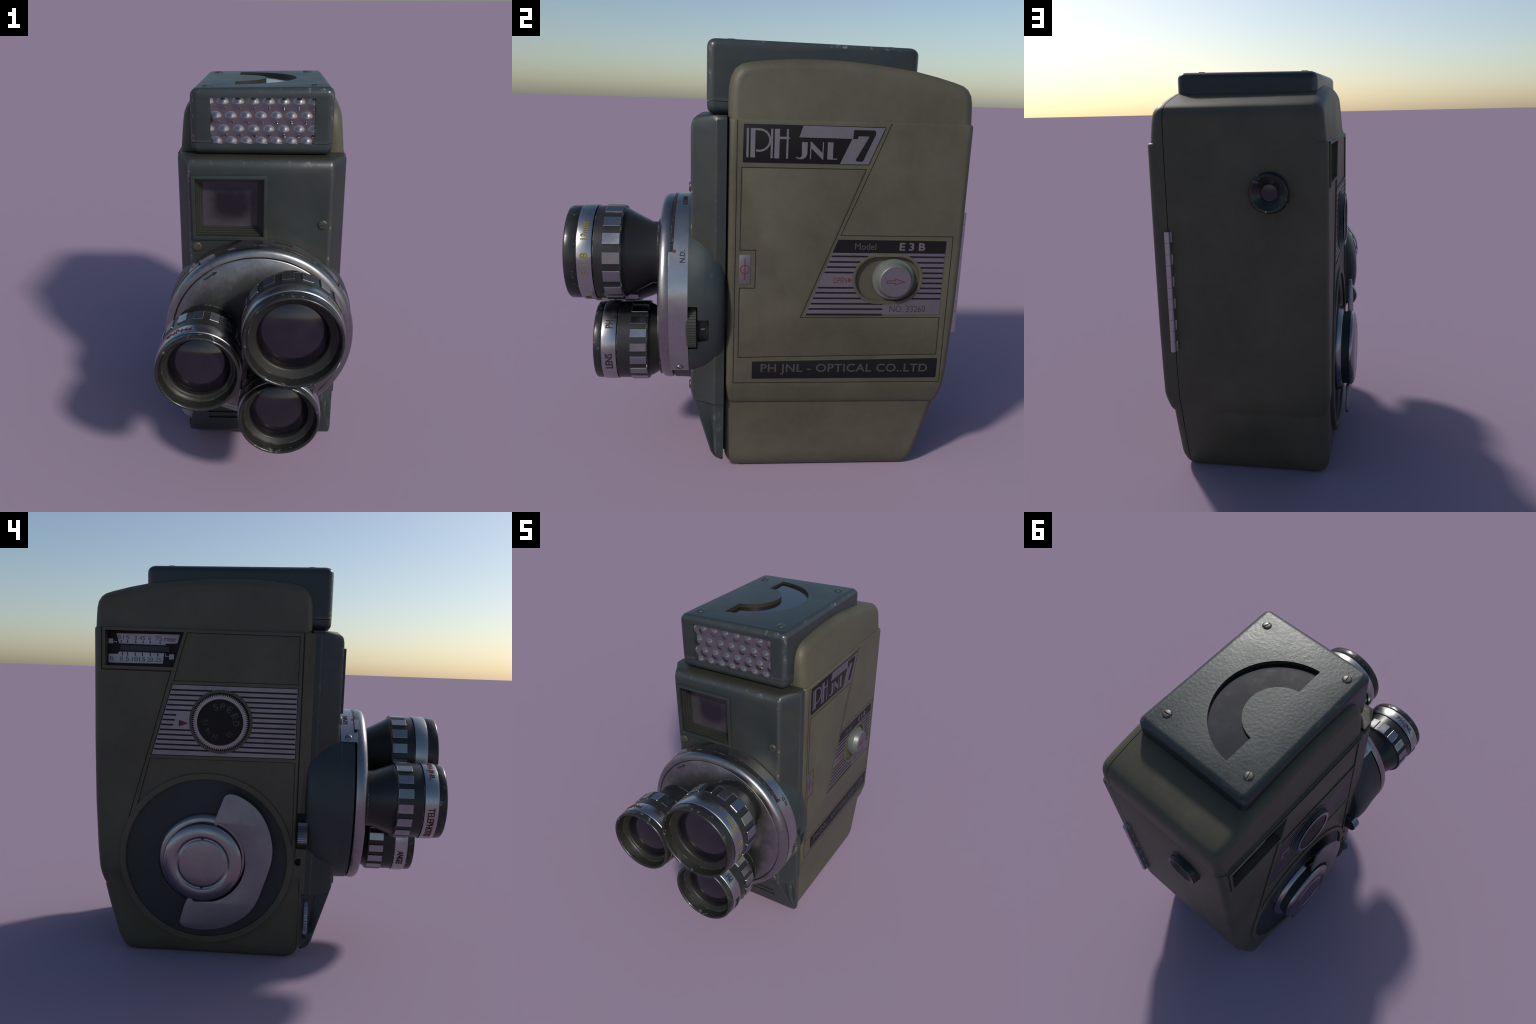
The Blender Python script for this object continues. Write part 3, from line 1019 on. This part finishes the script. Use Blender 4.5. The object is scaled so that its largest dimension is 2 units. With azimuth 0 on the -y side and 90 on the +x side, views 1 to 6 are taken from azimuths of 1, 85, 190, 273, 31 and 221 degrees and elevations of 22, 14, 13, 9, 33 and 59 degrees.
# J N L
letters += [bar((0.116, 1.577), (0.141, 1.577), (0.141, 1.528), (0.136, 1.514), (0.122, 1.505), (0.103, 1.505), (0.092, 1.512), (0.095, 1.516), (0.106, 1.510), (0.114, 1.513), (0.118, 1.522))]
letters += [bar((0.153, 1.506), (0.1575, 1.506), (0.1575, 1.552), (0.2075, 1.505), (0.211, 1.505), (0.211, 1.579), (0.2065, 1.579), (0.2065, 1.533), (0.158, 1.579), (0.153, 1.579))]
letters += [bar((0.228, 1.506), (0.271, 1.506), (0.271, 1.5105), (0.2525, 1.5105), (0.2525, 1.579), (0.228, 1.579))]
add('name_lettering', join_bm(letters), 'letter', name_plate, smooth=False)
seven = [(0.339, 1.6335), (0.428, 1.6335), (0.4345, 1.627), (0.434, 1.616), (0.386, 1.504), (0.380, 1.4995), (0.357, 1.5005), (0.353, 1.507), (0.408, 1.608), (0.359, 1.608), (0.356, 1.596), (0.336, 1.5955)]
flat('numeral', [seven], 0.0016, 'right', W + 0.0035, 'black', 0, name_plate)
# film mark plate
mark = flat('film_mark_plate', [rect(-0.142, -0.091, 0.945, 1.079)], 0.003, 'right', W - 0.001, 'label', 0.0006, door)
mk = [flat_bm([circle(-0.1165, 1.012, 0.021, 32), circle(-0.1165, 1.012, 0.0175, 32)], 0.0012, 0, 'right', W + 0.0015), flat_bm([rect(-0.1183, -0.1147, 0.963, 1.062)], 0.0016, 0, 'right', W + 0.0015)]
add('film_mark', join_bm(mk), 'red', mark, smooth=False)
# open / lock panel
SX0, SX1, SZ, SR, SRI = 0.489, 0.5775, 0.972, 0.118, 0.1045
pan = [(0.163, 0.800), (0.788, 0.804), (0.790, 1.152), (0.297, 1.153)]


def stadium(r, n=24):
    return circle(SX1, SZ, r, n, -pi / 2, pi / 2) + circle(SX0, SZ, r, n, pi / 2, 1.5 * pi)


lock = flat('lock_panel', [pan, stadium(SRI + 0.006)], 0.003, 'right', W - 0.001, 'label', 0, door)
cut(door, flat_bm([stadium(SRI)], 0.06, 0, 'right', W - 0.014), True)


def left_edge(z):
    return 0.163 + (z - 0.800) / (1.153 - 0.800) * (0.297 - 0.163)


flat('lock_header', [[(left_edge(1.093), 1.093), (0.789, 1.094), (0.790, 1.152), (0.297, 1.153)], ], 0.0012, 'right', W + 0.0018, 'black', 0, lock)
sb = []
for i, z in enumerate((1.077, 1.051, 1.027, 1.002, 0.978, 0.954, 0.930, 0.906, 0.880, 0.854, 0.829, 0.803)):
    hw = 0.0037
    for side in (0, 1):
        if side == 0:
            if i in (4, 5):
                continue
            y0 = left_edge(z) + 0.001
            dz = z - SZ
            y1 = SX0 - sqrt(max((SR - 0.004) ** 2 - dz * dz, 0)) if abs(dz) < SR - 0.004 else 0.519
        else:
            if i > 8:
                continue
            dz = z - SZ
            y0 = SX1 + sqrt(max((SR - 0.004) ** 2 - dz * dz, 0))
            y1 = 0.7875
        sb.append(flat_bm([[(y0, z - hw), (y1, z - hw), (y1, z + hw), (y0 + (0.003 if side == 0 else 0), z + hw)]], 0.0011, 0, 'right', W + 0.0018))
add('lock_stripe', join_bm(sb), 'black', lock, smooth=False)
flat('lock_slot_rim', [stadium(SR), stadium(SRI)], 0.0065, 'right', W - 0.001, 'olive', 0.0015, door)
text('lock_lettering', 'Model', 'right', W + 0.0028, (0.374, 1.108, 0.470, 1.138), 'grey_ink', 0.0, lock)
text('lock_lettering', 'E 3 B', 'right', W + 0.0028, (0.577, 1.106, 0.695, 1.143), 'letter', 0.03, lock)
text('lock_lettering', 'OPEN', 'right', W + 0.0016, (0.283, 0.952, 0.347, 0.978), 'red', 0.0, lock)
flat('open_arrow', [[(0.352, 0.955), (0.370, 0.966), (0.352, 0.977)]], 0.0013, 'right', W + 0.0016, 'red', 0, lock)
text('lock_lettering', 'NO. 33260', 'right', W + 0.0016, (0.553, 0.815, 0.720, 0.846), 'ink', -0.005, lock)
KC = (0.559, 0.972)
knob = lathe('lock_knob', [(W - 0.02, 0.094), (W + 0.004, 0.095), (W + 0.007, 0.0945), (W + 0.0075, 0.0905), (W + 0.012, 0.090), (W + 0.0125, 0.0865), (W + 0.0165, 0.086), (W + 0.017, 0.083),
                           (W + 0.022, 0.081), (W + 0.040, 0.0735), (W + 0.044, 0.0715), (W + 0.046, 0.068), (W + 0.0462, 0.0)], 'right', KC, 'knob', 80, door, 40)
lathe('knob_face', [(W + 0.045, 0.069), (W + 0.0475, 0.0685), (W + 0.0475, 0.0)], 'right', KC, 'label', 64, knob)
ap = [(-0.040, -0.0055), (-0.002, -0.0055), (-0.002, -0.013), (0.040, 0.0), (-0.002, 0.013), (-0.002, 0.0055), (-0.040, 0.0055)]
ribbon('knob_arrow', [(KC[0] + x, KC[1] + y) for x, y in ap], 0.0034, 0.0012, 'right', W + 0.0472, 'red', True, knob)
# maker's bar
mb = flat('maker_bar', [[(-0.074, 0.487), (0.800, 0.490), (0.800, 0.587), (-0.075, 0.571)]], 0.003, 'right', W - 0.001, 'black', 0.0006, door)
text('maker_lettering', 'PH JNL - OPTICAL CO..LTD', 'right', W + 0.0016, (-0.034, 0.507, 0.756, 0.560), 'dim_ink', 0.012, mb, spacing=1.05)

# ------------------------------------------------------------------ left side: panel frame
WLf = -XL      # outward distance on the left
FH = 0.007
RC, RO, RI = (0.291, 0.520), 0.444, 0.411
arcr = 0.430


def on_ring(y=None, z=None, sign=1, r=arcr):
    if y is not None:
        return (y, RC[1] + sign * sqrt(r * r - (y - RC[0]) ** 2))
    return (RC[0] + sign * sqrt(r * r - (z - RC[1]) ** 2), z)


def ring_arc(p, q, r, n=24):
    a0 = math.atan2(p[1] - RC[1], p[0] - RC[0])
    a1 = math.atan2(q[1] - RC[1], q[0] - RC[0])
    return [(RC[0] + r * cos(a0 + (a1 - a0) * i / n), RC[1] + r * sin(a0 + (a1 - a0) * i / n)) for i in range(n + 1)]


pa, pb = (0.681, 0.735), (-0.153, 0.620)
ra = RC[0] + arcr * cos(math.atan2(0.215, 0.39)), RC[1] + arcr * sin(math.atan2(0.215, 0.39))
rbp = RC[0] + arcr * cos(pi - 0.20), RC[1] + arcr * sin(pi - 0.20)
outer = [(0.824, 1.664), (0.824, 1.466), (0.480, 1.465), (0.681, 0.740)] + ring_arc(ra, rbp, arcr) + [(-0.156, 0.625), (-0.157, 1.662)]
h_scale = [(0.809, 1.650), (0.423, 1.650), (0.472, 1.480), (0.811, 1.480)]
h_up = [(0.408, 1.649), (-0.142, 1.647), (-0.142, 1.415), (0.472, 1.414)]
h_str = [(0.478, 1.399), (-0.142, 1.398), (-0.142, 1.051), (0.579, 1.045)]
la = RC[0] + RO * cos(math.atan2(0.245, 0.368)), RC[1] + RO * sin(math.atan2(0.245, 0.368))
lb = (-0.1445, 0.606)
h_low = [(0.585, 1.030), (-0.143, 1.034), (-0.1445, 0.62)] + ring_arc(lb, la, RO - 0.01)
frame = flat('side_panel_frame', [outer, h_scale, h_up, h_str, h_low], FH + 0.004, 'left', WLf - 0.004, 'olive', 0.0016, case)
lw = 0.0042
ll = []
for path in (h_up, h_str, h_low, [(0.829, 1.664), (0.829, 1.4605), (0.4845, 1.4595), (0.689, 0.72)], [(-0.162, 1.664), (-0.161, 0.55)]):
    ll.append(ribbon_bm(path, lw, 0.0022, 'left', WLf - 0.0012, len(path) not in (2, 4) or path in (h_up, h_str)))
add('side_panel_line', join_bm(ll), 'olive_line', case, smooth=False)  # dark ribbons paint the occlusion shade along the frame edges

# striped speed panel
DC, DO = (0.2325, 1.2215), 0.157
sp = flat('speed_panel', [[(0.475, 1.396), (-0.139, 1.395), (-0.139, 1.054), (0.575, 1.048)]], 0.003, 'left', WLf - 0.0008, 'label', 0, case)


def st_left(z):
    return 0.475 + (1.396 - z) / (1.396 - 1.048) * 0.100


sb = []
N = 14
for i in range(1, N):
    z = 1.396 - i * (1.396 - 1.051) / N
    hw = 0.0040
    dz = z - DC[1]
    yL = st_left(z) - 0.002
    if abs(dz) < DO:
        half = sqrt(DO * DO - dz * dz) - 0.004
        yend = DC[0] + half
        if i in (6, 7, 8):
            yend = 0.462 + (7 - i) * -0.007
        sb.append(flat_bm([[(yL, z - hw), (yend, z - hw), (yend, z + hw), (yL, z + hw)]], 0.0012, 0, 'left', WLf + 0.002))
        sb.append(flat_bm([[(DC[0] - half, z - hw), (-0.137, z - hw), (-0.137, z + hw), (DC[0] - half, z + hw)]], 0.0012, 0, 'left', WLf + 0.002))
    else:
        sb.append(flat_bm([[(yL, z - hw), (-0.137, z - hw), (-0.137, z + hw), (yL, z + hw)]], 0.0012, 0, 'left', WLf + 0.002))
add('speed_stripe', join_bm(sb), 'black', sp, smooth=False)
flat('speed_index', [[(0.441, 1.192), (0.394, 1.209), (0.441, 1.225)]], 0.0014, 'left', WLf + 0.002, 'red', 0, sp)
lathe('dial_collar', [(WLf - 0.01, DO), (WLf + FH - 0.001, DO), (WLf + FH + 0.001, DO - 0.002), (WLf + FH + 0.001, DO - 0.014), (WLf - 0.002, DO - 0.0155)], 'left', (-DC[0], DC[1]), 'olive', 96, case, 30, False)
lathe('dial_gap_disc', [(WLf - 0.004, DO - 0.003), (WLf + 0.0035, DO - 0.003), (WLf + 0.0035, 0.0)], 'left', (-DC[0], DC[1]), 'gap', 72, case)  # dark disc paints the shaded gap round the dial
# toothed dial
teeth = 90
gear = []
for i in range(teeth):
    for r, da in ((0.1255, 0.0), (0.1365, 0.5)):
        a = 2 * pi * (i + da) / teeth
        gear.append((DC[0] + r * cos(a), DC[1] + r * sin(a)))
skirt = []
for i in range(teeth):
    for r, da in ((0.1275, 0.0), (0.1400, 0.5)):
        a = 2 * pi * (i + da) / teeth
        skirt.append((DC[0] + r * cos(a), DC[1] + r * sin(a)))
dial = flat('speed_dial', [skirt], 0.026, 'left', WLf + 0.002, 'dial_skirt', 0, case)
flat('dial_ring', [gear, circle(*DC, 0.1135, 72)], 0.006, 'left', WLf + 0.0285, 'crank', 0, dial)
DF = WLf + 0.0295
lathe('dial_face', [(WLf + 0.02, 0.1137), (DF, 0.1137), (DF, 0.044), (DF + 0.0007, 0.043), (DF, 0.042), (DF, 0.0222), (DF + 0.0007, 0.0215), (DF, 0.0208), (DF, 0.0035), (DF + 0.002, 0.002), (DF + 0.002, 0)],
      'left', (-DC[0], DC[1]), 'black', 72, dial)


def dial_char(ch, ang, r, size, spin=None):
    # ang: clock angle from the top, as seen
    a = radians(90 - ang)
    u, v = r * cos(a), r * sin(a)
    y, z = DC[0] - u, DC[1] + v
    hw, hh = size * (0.36 if len(ch) == 1 else 0.30 * len(ch)), size * 0.5
    text('dial_lettering', ch, 'left', WLf + 0.0298, (y + hw, z - hh, y - hw, z + hh), 'grey_ink', 0.0, dial, 0.001, 0, radians(-ang if spin is None else spin))


for ch, ang in zip('SPEED', (-18, 8, 35, 65, 92)):
    dial_char(ch, ang, 0.078, 0.031)
for ch, ang in (('12', -90), ('16', -127), ('24', -160), ('32', -220)):
    dial_char(ch, ang, 0.074, 0.022)

# distance scale window
cut(case, flat_bm([[(0.8095, 1.6505), (0.4225, 1.6505), (0.4715, 1.4795), (0.8115, 1.4795)]], 0.12, 0, 'left', WLf - 0.045), True)
FW = WLf - 0.045
sc = flat('distance_scale', [[(0.8093, 1.650), (0.423, 1.650), (0.472, 1.480), (0.811, 1.480)]], 0.003, 'left', FW, 'black', 0, case)
flat('metre_card', [[(0.765, 1.637), (0.450, 1.640), (0.462, 1.597), (0.521, 1.594), (0.522, 1.586), (0.752, 1.588), (0.756, 1.600)]], 0.0025, 'left', FW + 0.0025, 'white', 0, sc)
flat('feet_card', [[(0.806, 1.493), (0.534, 1.496), (0.527, 1.548), (0.752, 1.549), (0.760, 1.537), (0.806, 1.536)]], 0.0025, 'left', FW + 0.0025, 'white', 0, sc)
flat('scale_tab', [rect(0.783, 0.806, 1.587, 1.611)], 0.0025, 'left', FW + 0.0025, 'white', 0, sc)
flat('scale_tab', [rect(0.478, 0.502, 1.518, 1.543)], 0.0025, 'left', FW + 0.0025, 'white', 0, sc)
ribbon('scale_tab', [(0.783, 1.597), (0.766, 1.597), (0.766, 1.590)], 0.003, 0.0015, 'left', FW + 0.0025, 'white', False, sc)
ribbon('scale_tab', [(0.502, 1.533), (0.521, 1.533), (0.521, 1.545)], 0.003, 0.0015, 'left', FW + 0.0025, 'white', False, sc)
flat('scale_slot_rim', [rect(0.496, 0.756, 1.550, 1.586), rect(0.502, 0.749, 1.5535, 1.5825)], 0.010, 'left', FW + 0.0025, 'gap', 0.001, sc)
flat('scale_slider', [rect(0.501, 0.750, 1.553, 1.583)], 0.004, 'left', FW + 0.0025, 'slate_dark', 0.001, sc)
tk = []
for y in (0.742, 0.711, 0.669, 0.634, 0.597, 0.548):
    tk.append(ribbon_bm([(y + random.uniform(-.002, .003), 1.605), (y, 1.592)], 0.0045, 0.0012, 'left', FW + 0.0047, False))
for y in (0.737, 0.710, 0.673, 0.636, 0.598, 0.560):
    tk.append(ribbon_bm([(y, 1.547), (y + random.uniform(-.003, .002), 1.530)], 0.0045, 0.0012, 'left', FW + 0.0047, False))
add('scale_tick', join_bm(tk), 'ink', sc, smooth=False)
for s, y in (('0', 0.750), ('15', 0.718), ('3', 0.671), ('45', 0.637), ('6', 0.600), ('75', 0.554)):
    h = 0.0075 * len(s)
    text('scale_lettering', s, 'left', FW + 0.0045, (y + h, 1.608, y - h, 1.628), 'dim_ink', 0, sc, 0.0012)
for s, y in (('0', 0.742), ('5', 0.711), ('10', 0.674), ('15', 0.637), ('20', 0.597), ('25', 0.556)):
    h = 0.0075 * len(s)
    text('scale_lettering', s, 'left', FW + 0.0045, (y + h, 1.504, y - h, 1.525), 'dim_ink', 0, sc, 0.0012)
text('scale_lettering', 'meter', 'left', FW + 0.0045, (0.527, 1.604, 0.467, 1.624), 'red', 0.01, sc, 0.0012)
text('scale_lettering', 'ft.', 'left', FW + 0.0045, (0.799, 1.504, 0.775, 1.524), 'red', 0.0, sc, 0.0012)

# winding crank well
ringp = [(0.30, RO + 0.001), (WLf + FH, RO), (WLf + FH + 0.004, RO - 0.003), (WLf + FH + 0.004, RI + 0.004), (WLf + FH + 0.001, RI), (WLf - 0.012, RI - 0.002)]
well = lathe('crank_well_ring', ringp, 'left', (-RC[0], RC[1]), 'olive', 128, case, 30, False)
lathe('crank_well_floor', [(0.35, RI + 0.006), (WLf - 0.002, RI + 0.004), (WLf - 0.004, RI - 0.03), (WLf - 0.004, 0.0)], 'left', (-RC[0], RC[1]), 'slate_dark', 96, well)
bm = lathe_bm([(WLf - 0.030, RI + 0.006), (WLf + 0.03, RI + 0.006)], 128)
place(bm, 'left', -RC[0], RC[1], 0)
cut(case, bm, True)
CC = (0.299, 0.523)
crank = lathe('winding_crank', [(WLf - 0.01, 0.235), (WLf + 0.006, 0.2345), (WLf + 0.026, 0.222), (WLf + 0.030, 0.215), (WLf + 0.030, 0.19)], 'left', (-CC[0], CC[1]), 'crank', 96, ROOT, 30)
lathe('crank_hub', [(WLf + 0.020, 0.196), (WLf + 0.063, 0.196), (WLf + 0.064, 0.1975), (WLf + 0.0665, 0.1975)], 'left', (-CC[0], CC[1]), 'slate_dark', 96, crank, 30)  # dark slate paints the shade seen between cap and arm
cap = [(WLf + 0.0665, 0.190), (WLf + 0.0672, 0.1985), (WLf + 0.071, 0.199)]
cap += [(WLf + 0.071 + 0.0255 * sin(radians(t)), 0.141 + 0.058 * cos(radians(t))) for t in range(10, 91, 10)]
cap += [(WLf + 0.095, 0.135),
       (WLf + 0.0895, 0.130), (WLf + 0.0885, 0.125), (WLf + 0.0905, 0.119), (WLf + 0.0945, 0.116), (WLf + 0.0955, 0.112), (WLf + 0.0955, 0.0)]
capo = lathe('crank_cap', cap, 'left', (-CC[0], CC[1]), 'crank', 128, crank, 50)
for a in (90, 270):
    lathe('cap_hole_disc', [(WLf + 0.080, 0.0075), (WLf + 0.0898, 0.0075), (WLf + 0.0898, 0)], 'left', (-CC[0] + 0.127 * cos(radians(a)), CC[1] + 0.127 * sin(radians(a))), 'gap', 16, capo)  # hole is not cut: a dark disc stands in for its shade
# broad curved blade: outer edge, foot, inner edge hugging the hub
blade = [(0.206, 0.842), (0.195, 0.866), (0.171, 0.875), (0.141, 0.870), (0.102, 0.853), (0.059, 0.825), (0.022, 0.789), (-0.004, 0.749), (-0.025, 0.707), (-0.040, 0.657),
         (-0.048, 0.611), (-0.049, 0.571), (-0.044, 0.530), (-0.026, 0.466), (-0.003, 0.395), (0.010, 0.354), (0.028, 0.312), (0.052, 0.275), (0.082, 0.244),
         (0.127, 0.212), (0.183, 0.184), (0.222, 0.173), (0.262, 0.166), (0.308, 0.164), (0.365, 0.171), (0.394, 0.178), (0.409, 0.193), (0.409, 0.213), (0.378, 0.330), (0.350, 0.330),
         (0.345, 0.318), (0.337, 0.312)]
blade += [(CC[0] - 0.213 * cos(radians(t)), CC[1] + 0.213 * sin(radians(t))) for t in [-76 + i * 141 / 24 for i in range(25)]]
arm = blade + [(0.222, 0.723), (0.231, 0.708), (0.240, 0.701), (0.254, 0.708)]


def chaikin(pts, keep):
    out = []
    n = len(pts)
    for i in range(n):
        p, q = Vector(pts[i]), Vector(pts[(i + 1) % n])
        if i in keep or (i + 1) % n in keep:
            out.append(pts[i])
            continue
        out += [tuple(p.lerp(q, 0.25)), tuple(p.lerp(q, 0.75))]
    return out


for _ in range(2):
    arm = chaikin(arm, ())
flat('crank_arm', [arm], 0.016, 'left', WLf + 0.046, 'arm', 0.0025, crank)

# ------------------------------------------------------------------ release lever, hole, thumb wheels
cut(case, box_bm(-0.45, -0.35, -0.30, -0.164, 0.594, 0.780), True)
cut(plate, box_bm(-0.45, -0.35, -0.217, -0.164, 0.594, 0.780))
add('lever_slot_filler', box_bm(-0.385, -0.34, -0.222, -0.158, 0.59, 0.784), 'gap', case, smooth=False)  # dark block set into the cut slot, shade put into its colour
prof = [(0.37, 0.742), (0.442, 0.742), (0.447, 0.738)]
ys = (-0.2165, -0.1695)
pl = [(-0.37, 0.742), (-0.440, 0.742), (-0.446, 0.736)]
for i in range(9):
    z = 0.728 - i * 0.0105
    bulge = 0.022 * sin(pi * (i + 0.8) / 10)
    pl += [(-0.450 - bulge, z), (-0.445 - bulge, z - 0.0045)]
pl += [(-0.446, 0.632), (-0.37, 0.632)]
bm = bmesh.new()
A = [bm.verts.new((x, ys[0], z)) for x, z in pl]
B = [bm.verts.new((x, ys[1], z)) for x, z in pl]
for i in range(len(pl)):
    j = (i + 1) % len(pl)
    bm.faces.new((A[i], A[j], B[j], B[i]))
bm.faces.new(A)
bm.faces.new(B)
bmesh.ops.recalc_face_normals(bm, faces=bm.faces)
add('release_lever', bm, 'chrome_dark', case, smooth=False)
bm = lathe_bm([(WLf - 0.03, 0.0195), (WLf + 0.03, 0.0195)], 32)
place(bm, 'left', 0.1785, 0.526, 0)
cut(case, bm, True)
lathe('release_socket_floor', [(WLf - 0.04, 0.02), (WLf - 0.026, 0.02), (WLf - 0.026, 0)], 'left', (0.1785, 0.526), 'gap', 24, case)  # dark disc at the bottom of the cut hole, coloured as its shade


def knurl(name, cx, cy, cz, R, y0, y1, n, mat, depth=0.006, parent=ROOT, smooth=False):
    bm = bmesh.new()
    rings = []
    for y, k in ((y0, 0.95), (y0 + 0.003, 1.0), (y1 - 0.003, 1.0), (y1, 0.95)):
        ring = []
        for i in range(n):
            for da, rr in ((0.0, R), (0.32, R), (0.5, R - depth), (0.82, R - depth)):
                a = 2 * pi * (i + da) / n
                ring.append(bm.verts.new((cx + rr * k * cos(a), y, cz + rr * k * sin(a))))
        rings.append(ring)
    m = len(rings[0])
    for a, b in zip(rings, rings[1:]):
        for i in range(m):
            bm.faces.new((a[i], a[(i + 1) % m], b[(i + 1) % m], b[i]))
    bm.faces.new(rings[0])
    bm.faces.new(rings[-1])
    bmesh.ops.recalc_face_normals(bm, faces=bm.faces)
    return add(name, bm, mat, parent, smooth=False)


knurl('rewind_wheel', -0.3345, -0.2275, 0.226, 0.098, -0.2375, -0.2175, 34, 'dial_skirt', 0.008, plate)
cut(plate, box_bm(-0.43, -0.372, -0.2425, -0.2125, 0.120, 0.332))
add('case_lip', join_bm([box_bm(-0.3942, -0.30, -0.2165, -0.190, 0.362, 0.594, 0.0012, 1), box_bm(-0.3942, -0.30, -0.2165, -0.190, 0.780, 1.664, 0.0012, 1), box_bm(-0.3868, -0.30, -0.2155, -0.190, 0.072, 0.361, 0.0012, 1)]), 'olive', case)
# aperture wheel on the right of the housing
hs = bpy.data.objects['turret_housing']
cut(hs, box_bm(0.405, 0.55, -0.380, -0.3245, 0.637, 0.852))
knurl('aperture_wheel', 0.365, -0.352, 0.745, 0.122, -0.377, -0.328, 60, 'steel', 0.0045, hs)
cut(hs, box_bm(0.4405, 0.55, -0.3240, -0.2745, 0.683, 0.791))
add('aperture_window', box_bm(0.41, 0.4435, -0.3240, -0.277, 0.685, 0.789, 0.001), 'slate', hs)
add('aperture_index', box_bm(0.43, 0.4445, -0.309, -0.292, 0.734, 0.740), 'white', hs, smooth=False)

cut(case, box_bm(-0.006, 0.046, 0.66, 0.80, -0.02, 0.014), True)
# ------------------------------------------------------------------ eyepiece and hinge
eye = lathe('eyepiece', [(0.855, 0.094), (0.876, 0.094), (0.878, 0.0905), (0.902, 0.0895), (0.908, 0.087), (0.910, 0.084), (0.909, 0.075), (0.906, 0.072), (0.888, 0.040), (0.884, 0.0375), (0.876, 0.037)],
            'back', (0.1345, 1.446), 'rim', 80, ROOT, 35, False)
lathe('eyepiece_glass', [(0.876, 0.038), (0.8815, 0.0375), (0.8835, 0.02), (0.884, 0.0)], 'back', (0.1345, 1.446), 'glass', 48, eye, 60)
hinge_top, hinge_bot, nk = 1.270, 0.690, 11
hk = (hinge_top - hinge_bot) / nk
HY = 0.886
hinge = None
for i in range(nk):
    z1 = hinge_top - i * hk
    z0 = z1 - hk + 0.0012
    zc = (z0 + z1) / 2
    yb = HY
    bm = bmesh.new()
    sec = []
    r = 0.0135
    for t in range(13):
        a = pi * t / 12
        sec.append((SEAM - r * cos(a) * 1.0, yb + 0.004 + r * 0.95 * sin(a)))
    sec = [(SEAM - r, yb - 0.030)] + sec + [(SEAM + r, yb - 0.030)]
    A = [bm.verts.new((x, y, z0)) for x, y in sec]
    B = [bm.verts.new((x, y, z1)) for x, y in sec]
    for k in range(len(sec)):
        j = (k + 1) % len(sec)
        bm.faces.new((A[k], A[j], B[j], B[k]))
    bm.faces.new(A)
    bm.faces.new(B)
    if i % 2 == 0:
        b2 = box_bm(SEAM - r - 0.0050, SEAM - r + 0.004, 0.850, yb - 0.006, z0, z1 - 0.001, 0.0008, 1)
        bm = join_bm([bm, b2])
    bmesh.ops.recalc_face_normals(bm, faces=bm.faces)
    o = add('hinge_knuckle' if hinge else 'hinge', bm, 'hinge', hinge if hinge else ROOT, 40)
    hinge = hinge or o
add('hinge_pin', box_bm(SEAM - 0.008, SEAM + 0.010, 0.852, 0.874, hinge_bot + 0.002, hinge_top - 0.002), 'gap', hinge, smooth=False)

for ob in COL.objects:
    if ob.name.split('.')[0] in ('lock_stripe', 'speed_stripe', 'scale_tick', 'door_panel_line', 'side_panel_line', 'name_lettering', 'light_cell'):
        ob['kind'] = 'stuff'

# clean up stray data
for me in list(bpy.data.meshes):
    if me.users == 0:
        bpy.data.meshes.remove(me)
